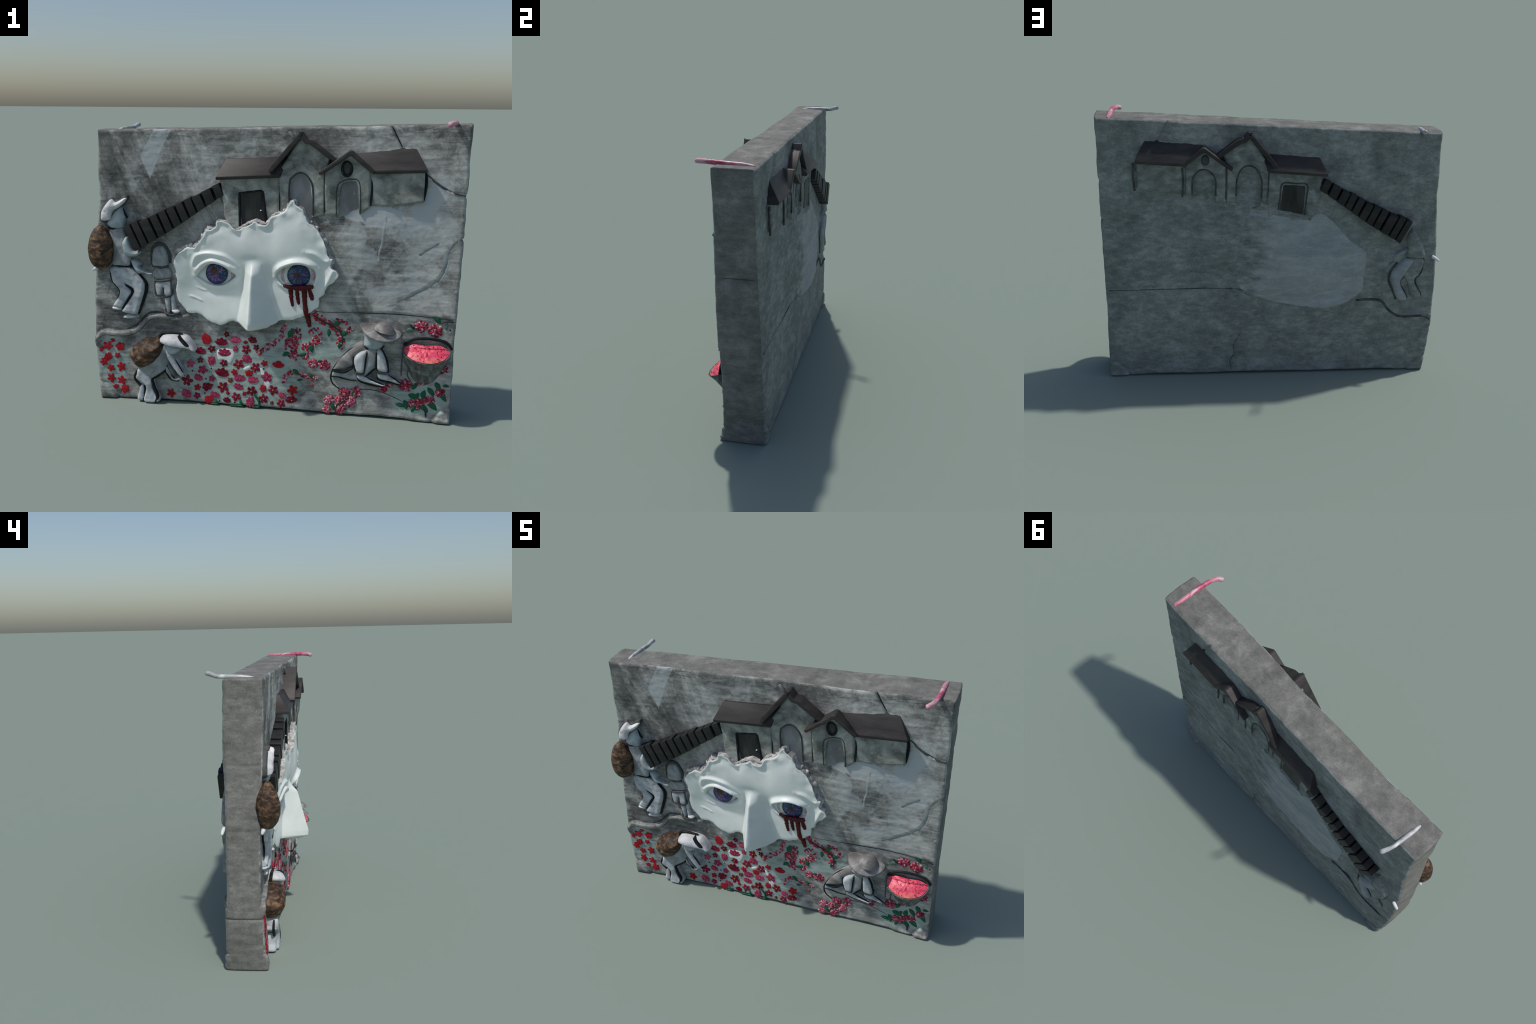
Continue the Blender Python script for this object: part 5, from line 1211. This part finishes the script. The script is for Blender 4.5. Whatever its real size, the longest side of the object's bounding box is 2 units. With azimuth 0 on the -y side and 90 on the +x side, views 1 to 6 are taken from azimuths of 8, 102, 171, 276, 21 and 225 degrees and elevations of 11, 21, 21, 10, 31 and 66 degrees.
# small dark seed dots and bare white patches between the flowers
sv = []; sf = []
for X, Z in [(-0.427, 0.184), (-0.32, 0.204), (-0.351, 0.143), (-0.356, 0.061), (-0.272, 0.024), (-0.186, 0.023), (-0.026, 0.226), (0.941, 0.508), (0.881, 0.096)]:
    h = float(fh(X, Z)[0]); o = len(sv); sv.append(W(X, Z, h + 0.004))
    for i in range(10): sv.append(W(X + 0.006 * math.cos(i * 0.6283), Z + 0.006 * math.sin(i * 0.6283), h - 0.001))
    for i in range(10): sf.append([o, o + 1 + i, o + 1 + (i + 1) % 10])
me = mesh_from("seed_dots", sv, sf, M['black'], None, True); fix_normals(me); ob = add("seed_dots", me); ob["kind"] = "stuff"
for pts in ([(-0.284, 0.315), (-0.203, 0.322), (-0.192, 0.286), (-0.213, 0.241), (-0.248, 0.255), (-0.284, 0.26)], [(-0.141, 0.219), (-0.106, 0.24), (-0.1, 0.223), (-0.131, 0.209)],
            [(-0.049, 0.224), (-0.034, 0.228), (-0.019, 0.195), (-0.034, 0.184)], [(-0.024, 0.16), (0.001, 0.16), (0.012, 0.135), (-0.004, 0.11), (-0.016, 0.12)]):
    pillow("bare_patch", pts, 0, 0, 0.01, M['bare'], None, -0.09, 0.006, lambda x, z, d: fh(x, z) - 0.0006 + 0.0026 * np.clip(d / 0.006, 0, 1))

# ------------------------------------------------------------------ blossom branches
def leaf_mesh():
    V = []; F = []; n = 12; m = 4
    for i in range(n + 1):
        t = i / n; w = 0.42 * math.sin(math.pi * t ** 0.85) ** 0.9
        for j in range(-m, m + 1):
            s = j / m
            V.append((2 * t - 1, w * s + 0.10 * math.sin(math.pi * t), 0.16 * (1 - s * s) * math.sin(math.pi * t) - 0.05 * (1 - abs(s)) ** 6 + 0.02))
    k = 2 * m + 1
    for i in range(n):
        for j in range(k - 1): F.append([i * k + j, (i + 1) * k + j, (i + 1) * k + j + 1, i * k + j + 1])
    o = len(V); V2 = [(x, y, -0.25) for x, y, z in V]; V += V2
    for i in range(n):
        F.append([i * k, o + i * k, o + (i + 1) * k, (i + 1) * k]); F.append([i * k + k - 1, (i + 1) * k + k - 1, o + (i + 1) * k + k - 1, o + i * k + k - 1])
    return V, F
lv, lf_ = leaf_mesh()
LEAF = mesh_from("leaf", lv, lf_, M['green'], None, True); fix_normals(LEAF)
LEAF2 = mesh_from("leaf", lv, lf_, M['palegreen'], None, True); fix_normals(LEAF2)
LEAVES = [(0.367, 0.508, 0.025, 30), (0.321, 0.455, 0.021, -90), (0.408, 0.457, 0.025, 30), (0.382, 0.392, 0.019, 80), (0.228, 0.362, 0.025, -70), (0.279, 0.295, 0.012, 0), (0.229, 0.207, 0.019, -60), (0.466, 0.132, 0.025, 35),
    (0.351, 0.045, 0.025, -60), (0.872, 0.559, 0.029, -50), (0.847, 0.274, 0.029, -10), (0.778, 0.185, 0.021, 45), (0.936, 0.204, 0.017, 0), (0.892, 0.198, 0.025, -65), (0.86, 0.164, 0.029, -55), (0.826, 0.148, 0.025, 80), (0.772, 0.129, 0.029, -25),
    (0.792, 0.135, 0.021, 60), (0.707, 0.078, 0.025, -15), (0.733, 0.084, 0.027, -75), (0.777, 0.067, 0.023, 60), (0.83, 0.071, 0.029, -40), (0.872, 0.087, 0.031, -40), (0.924, 0.138, 0.025, -50), (0.124, 0.439, 0.031, 60), (0.097, 0.319, 0.023, 25),
    (0.188, 0.322, 0.022, 25), (0.149, 0.222, 0.022, -45), (0.173, 0.18, 0.016, 15)]
for X, Z, L, ang in LEAVES:
    ob = add("leaf", LEAF); place(ob, X, Z, float(fh(X, Z)[0]) + 0.003, math.radians(ang), L, L * rng.uniform(0.95, 1.3), 0.03)
for X, Z, L, ang in [(0.923, 0.526, 0.021, 80), (0.741, 0.494, 0.025, 15)]:
    ob = add("leaf", LEAF2); place(ob, X, Z, float(fh(X, Z)[0]) + 0.002, math.radians(ang), L, L, 0.02)

SPRAYS = [([(0.242, 0.551), (0.291, 0.517), (0.351, 0.491), (0.385, 0.447), (0.386, 0.384)], 0.023, 150, 0), ([(0.363, 0.526), (0.41, 0.519)], 0.012, 16, 0), ([(0.412, 0.462), (0.435, 0.484)], 0.017, 24, 1),
    ([(-0.057, 0.31), (-0.009, 0.348), (0.046, 0.39), (0.078, 0.441), (0.093, 0.48)], 0.016, 110, 1), ([(0.116, 0.366), (0.137, 0.397), (0.143, 0.439)], 0.036, 130, 2), ([(0.134, 0.36), (0.138, 0.312)], 0.027, 55, 2),
    ([(0.195, 0.365), (0.238, 0.39), (0.272, 0.423)], 0.022, 70, 0), ([(0.196, 0.304), (0.221, 0.329)], 0.014, 20, 2), ([(0.229, 0.452), (0.261, 0.47), (0.286, 0.449)], 0.014, 28, 1),
    ([(0.081, 0.17), (0.11, 0.207), (0.14, 0.221), (0.187, 0.206), (0.231, 0.199), (0.27, 0.199)], 0.014, 100, 1), ([(0.239, 0.167), (0.234, 0.144)], 0.003, 3, 0), ([(0.796, 0.209), (0.83, 0.234), (0.882, 0.276), (0.935, 0.301)], 0.021, 110, 2)]
BALLS = [(0.244, 0.279, 0.027), (0.301, 0.276, 0.031), (0.411, 0.13, 0.027), (0.476, 0.137, 0.029), (0.33, 0.08, 0.027), (0.382, 0.083, 0.025), (0.439, 0.08, 0.033), (0.392, 0.036, 0.029), (0.321, 0.027, 0.019), (0.796, 0.517, 0.033), (0.867, 0.503, 0.037),
    (0.729, 0.191, 0.035), (0.616, 0.163, 0.017), (0.646, 0.188, 0.010), (0.762, 0.093, 0.017), (0.805, 0.103, 0.023), (0.855, 0.12, 0.025), (0.907, 0.166, 0.025), (0.794, 0.075, 0.010)]
PAL = ['bl_red', 'bl_dark', 'bl_rose', 'bl_pale']
def petals_at(items, parent, name):
    V = []; F = []; mi = []
    for X, Z, r, lift, m, st, an in items:
        h = float(fh(X, Z)[0]) + lift; o = len(V); ca, sa = math.cos(an), math.sin(an); n = 8
        V.append(W(X, Z, h + 0.0035))
        for i in range(n):
            u, v = r * st * math.cos(2 * math.pi * i / n), r * math.sin(2 * math.pi * i / n)
            V.append(W(X + u * ca - v * sa, Z + u * sa + v * ca, h + 0.0012))
        for i in range(n):
            V.append((V[o + 1 + i][0], V[o + 1 + i][1] + 0.010, V[o + 1 + i][2]))
        for i in range(n):
            F.append([o, o + 1 + i, o + 1 + (i + 1) % n]); F.append([o + 1 + i, o + 1 + n + i, o + 1 + n + (i + 1) % n, o + 1 + (i + 1) % n]); mi += [m, m]
    me = mesh_from(name, V, F, [M[p] for p in PAL], mi, True); fix_normals(me)
    ob = add(name, me, parent); ob["kind"] = "stuff"; return ob
def pick(kind):
    w = {0: (0.5, 0.25, 0.15, 0.10), 1: (0.25, 0.25, 0.2, 0.30), 2: (0.22, 0.45, 0.2, 0.13), 3: (0.22, 0.18, 0.42, 0.18)}[kind]
    return rng.choices(range(4), w)[0]
for pts, wd, cnt, kind in SPRAYS:
    p = spline(pts, False, 8) if len(pts) > 2 else np.array([np.array(pts[0]) * (1 - t) + np.array(pts[1]) * t for t in np.linspace(0, 1, 9)])
    items = []
    for k in range(cnt):
        c = p[rng.randrange(len(p))]; a_ = rng.uniform(0, 6.283); q = wd * math.sqrt(rng.random())
        items.append((c[0] + q * math.cos(a_), c[1] + q * math.sin(a_), rng.uniform(0.0032, 0.0062), rng.uniform(0.0, 0.003), pick(kind), rng.uniform(1.0, 1.5), rng.uniform(0, 3.1)))
    petals_at(items, None, "blossom_spray")
for X, Z, R in BALLS:
    items = []
    for k in range(int(26 + R * 1300)):
        a_ = rng.uniform(0, 6.283); q = R * math.sqrt(rng.random()) * 0.92
        items.append((X + q * math.cos(a_), Z + q * math.sin(a_) * 0.92, rng.uniform(0.0038, 0.0065), 0.004 * (1 - (q / R) ** 2) + rng.uniform(0, 0.002), pick(3 if Z < 0.15 and X < 0.6 else 2), rng.uniform(1.3, 1.9), a_ + rng.uniform(-0.4, 0.4)))
    petals_at(items, None, "blossom_cluster")
def twig(pts, r, mat, lift=0.003):
    lines("twig", [(pts, lambda x, z: fh(x, z) + lift, r)], mat)
for pts, r in [([(0.242, 0.547), (0.291, 0.517), (0.351, 0.491), (0.391, 0.447), (0.392, 0.385)], 0.0035), ([(0.366, 0.013), (0.375, 0.056), (0.407, 0.081), (0.438, 0.105)], 0.0045), ([(0.885, 0.54), (0.922, 0.552), (0.957, 0.551)], 0.004),
               ([(0.736, 0.526), (0.749, 0.515), (0.764, 0.506)], 0.0055), ([(0.839, 0.03), (0.838, 0.055), (0.822, 0.079)], 0.005)]:
    twig(pts, r, M['stem'], 0.004)
for pts, r in [([(-0.282, 0.005), (-0.289, 0.019), (-0.299, 0.032)], 0.007), ([(-0.141, 0.005), (-0.149, 0.023), (-0.158, 0.041)], 0.008), ([(-0.049, 0.005), (-0.049, 0.039), (-0.062, 0.06), (-0.076, 0.08)], 0.008),
               ([(-0.215, 0.004), (-0.174, 0.006), (-0.143, 0.007)], 0.005), ([(-0.322, 0.006), (-0.301, 0.006), (-0.28, 0.006)], 0.005), ([(-0.088, 0.005), (-0.068, 0.006), (-0.049, 0.007)], 0.006)]:
    twig(pts, r, M['green'], 0.0)

# ------------------------------------------------------------------ loose brush strokes and engraved lines on the wall
def stroke(name, pts, widths, mat, lift=0.0017):
    p = spline(pts, False, 10); n = len(p); w = np.interp(np.linspace(0, 1, n), np.linspace(0, 1, len(widths)), widths)
    T = np.gradient(p, axis=0); N = np.stack([-T[:, 1], T[:, 0]], 1); N /= np.linalg.norm(N, axis=1)[:, None]
    w = w * (1 + 0.25 * fbm(np.arange(n) * 0.4, np.zeros(n), 2, len(pts)))
    poly = np.concatenate([p + N * w[:, None], (p - N * w[:, None])[::-1]])
    pillow(name, poly, 0, 0, 0.01, mat, None, -0.06, 0.006, lambda x, z, d: fh(x, z) - 0.0005 + lift * np.clip(d / 0.004, 0, 1), False, sharp=60)
stroke("paint_stroke", [(0.49, 0.618), (0.622, 0.623), (0.706, 0.654)], [0.002, 0.005, 0.003], M['stroke'])
stroke("paint_stroke", [(0.66, 0.639), (0.706, 0.666), (0.76, 0.699), (0.814, 0.732), (0.857, 0.768)], [0.003, 0.010, 0.012, 0.013, 0.012], M['greystroke'])
stroke("paint_stroke", [(0.853, 0.759), (0.875, 0.79), (0.893, 0.829), (0.9, 0.87), (0.906, 0.912), (0.93, 0.95), (0.955, 0.977)], [0.012, 0.013, 0.013, 0.011, 0.009, 0.008, 0.004], M['greystroke'])
stroke("paint_stroke", [(0.885, 0.775), (0.905, 0.82), (0.918, 0.87)], [0.003, 0.007, 0.003], M['stroke'])
stroke("paint_stroke", [(0.765, 0.893), (0.81, 0.926), (0.865, 0.96)], [0.009, 0.008, 0.006], M['greystroke'])
stroke("paint_stroke", [(0.598, 1.088), (0.592, 1.044), (0.586, 1.004), (0.582, 0.954), (0.569, 0.903), (0.566, 0.848)], [0.005, 0.006, 0.010, 0.007, 0.006, 0.007], M['stroke'])
lines("incised_line", [([(0.612, 1.526), (0.638, 1.476), (0.663, 1.432)], lambda x, z: fh(x, z) - 0.001, 0.006)], M['black'])
lines("incised_line", [([(0.79, 1.296), (0.83, 1.262), (0.90, 1.218), (0.975, 1.197)], lambda x, z: fh(x, z) - 0.002, 0.006), ([(0.437, 0.146), (0.541, 0.154), (0.621, 0.139), (0.718, 0.1)], lambda x, z: fh(x, z) - 0.0015, 0.0035),
    ([(0.25, 0.569), (0.487, 0.573), (0.687, 0.575), (0.95, 0.560)], lambda x, z: fh(x, z) - 0.001, 0.0035), ([(-0.975, 0.335), (-0.93, 0.367), (-0.857, 0.366), (-0.775, 0.376), (-0.72, 0.405), (-0.68, 0.452), (-0.645, 0.472), (-0.561, 0.473), (-0.50, 0.47)], lambda x, z: fh(x, z) - 0.001, 0.0035),
    ([(-0.80, 0.402), (-0.745, 0.430), (-0.70, 0.478), (-0.655, 0.505), (-0.56, 0.505), (-0.49, 0.50)], lambda x, z: fh(x, z) - 0.002, 0.007)], M['line'])  # last, thicker tube draws the ledge recess's shadow as dark geometry

# ------------------------------------------------------------------ back of the plaque
BACK_FACE = [(0.063, 1.079), (-0.004, 1.023), (-0.08, 1.003), (-0.16, 0.995), (-0.258, 1.024), (-0.352, 0.955), (-0.425, 0.873), (-0.533, 0.79), (-0.537, 0.70), (-0.535, 0.62), (-0.518, 0.534), (-0.418, 0.472), (-0.303, 0.442), (-0.128, 0.462), (0.045, 0.5), (0.193, 0.551), (0.241, 0.719), (0.21, 0.90), (0.15, 1.04)]
pillow("pale_patch", ragged(BACK_FACE, 0.006, 30, 81), 0, 0, 0.01, M['backpale'], None, -0.04, 0.009, lambda x, z, d: back_h(x, z) + 0.003 + 0.002 * smooth(0, 0.012, d) - 0.006 * smooth(0.0, 0.3, x), False, back=True, sharp=60)
fb = empty("worker_relief")
pillow("torso", [(-0.808, 0.933), (-0.86, 0.87), (-0.889, 0.814), (-0.897, 0.748), (-0.786, 0.752), (-0.785, 0.814), (-0.775, 0.87)], -0.0040, 0.0280, 0.04, M['back'], fb, -0.05, 0.008, back=True)
pillow("leg", [(-0.786, 0.750), (-0.892, 0.742), (-0.883, 0.656), (-0.850, 0.600), (-0.898, 0.506), (-0.84, 0.495), (-0.80, 0.60), (-0.765, 0.66)], -0.0040, 0.0260, 0.03, M['back'], fb, -0.05, 0.008, back=True)
pillow("leg", [(-0.786, 0.750), (-0.84, 0.740), (-0.80, 0.66), (-0.765, 0.59), (-0.815, 0.488), (-0.752, 0.482), (-0.699, 0.607), (-0.700, 0.66), (-0.735, 0.71)], -0.0020, 0.0300, 0.03, M['backpale_leg'], fb, -0.05, 0.008, back=True)
pillow("arm", [(-0.785, 0.815), (-0.74, 0.80), (-0.704, 0.765), (-0.72, 0.758), (-0.76, 0.77), (-0.785, 0.79)], -0.0020, 0.0260, 0.014, M['backpale_leg'], fb, -0.05, 0.008, back=True)
pillow("hand", [(-0.715, 0.735), (-0.69, 0.72), (-0.665, 0.705), (-0.69, 0.704), (-0.715, 0.715)], -0.0020, 0.0240, 0.01, M['backpale_leg'], fb, -0.05, 0.006, back=True)
back_lines("contour_line", [([(-0.79, 0.75), (-0.84, 0.742), (-0.893, 0.742)], lambda x, z: back_h(x, z) + 0.001, 0.005), ([(-0.80, 0.66), (-0.762, 0.592), (-0.79, 0.54), (-0.815, 0.488)], lambda x, z: back_h(x, z) + 0.001, 0.005), ([(-0.733, 0.72), (-0.694, 0.66), (-0.692, 0.60), (-0.72, 0.54), (-0.745, 0.482)], lambda x, z: back_h(x, z) + 0.001, 0.006),
                            ([(-0.896, 0.74), (-0.888, 0.656), (-0.856, 0.60), (-0.9, 0.51)], lambda x, z: back_h(x, z) + 0.001, 0.005), ([(-0.50, 0.485), (-0.58, 0.487), (-0.652, 0.476), (-0.70, 0.42), (-0.745, 0.385), (-0.80, 0.367), (-0.925, 0.370), (-0.972, 0.345)], lambda x, z: back_h(x, z) + 0.001, 0.007),
                            ([(0.95, 0.549), (0.495, 0.565), (0.216, 0.566), (0.12, 0.53)], lambda x, z: back_h(x, z) - 0.0025, 0.004), ([(0.24, 0.03), (0.25, 0.09), (0.225, 0.14), (0.23, 0.2), (0.19, 0.28)], lambda x, z: back_h(x, z) - 0.0030, 0.004)], M['backline'], fb)

# ------------------------------------------------------------------ hanging hooks on the top edge
def hook(path, rad, mat):
    p = spline(path, False, 8); n = len(p); r = np.interp(np.linspace(0, 1, n), np.linspace(0, 1, len(rad)), rad)
    r = r * (1 + 0.06 * fbm(np.arange(n) * 0.5, np.zeros(n), 2, 5))
    v, f = tube_mesh(p, r, 14); me = mesh_from("hook", v, f, mat, None, True); fix_normals(me); add("hook", me)
hook([(0.925, 0.066, 1.538), (0.920, 0.02, 1.544), (0.918, -0.06, 1.547), (0.914, -0.13, 1.550), (0.907, -0.180, 1.551), (0.894, -0.218, 1.549), (0.874, -0.239, 1.543)], [0.010, 0.013, 0.013, 0.013, 0.0135, 0.013], M['pinkhook'])
hook([(-0.828, -0.012, 1.490), (-0.824, 0.04, 1.498), (-0.818, 0.10, 1.501), (-0.812, 0.155, 1.502), (-0.806, 0.19, 1.504), (-0.798, 0.220, 1.514), (-0.790, 0.242, 1.520)], [0.008, 0.011, 0.012, 0.011, 0.012, 0.013], M['greyhook'])

# nothing may hang below the ground line
for ob in list(bpy.data.objects):
    if ob.type == 'MESH' and ob.matrix_world == Matrix.Identity(4) and ob.data.users == 1:
        n = len(ob.data.vertices); co = np.zeros(n * 3, np.float32); ob.data.vertices.foreach_get("co", co); co = co.reshape(-1, 3)
        if co[:, 2].min() < 0:
            co[:, 2] = np.maximum(co[:, 2], 0.0); ob.data.vertices.foreach_set("co", co.ravel()); ob.data.update()
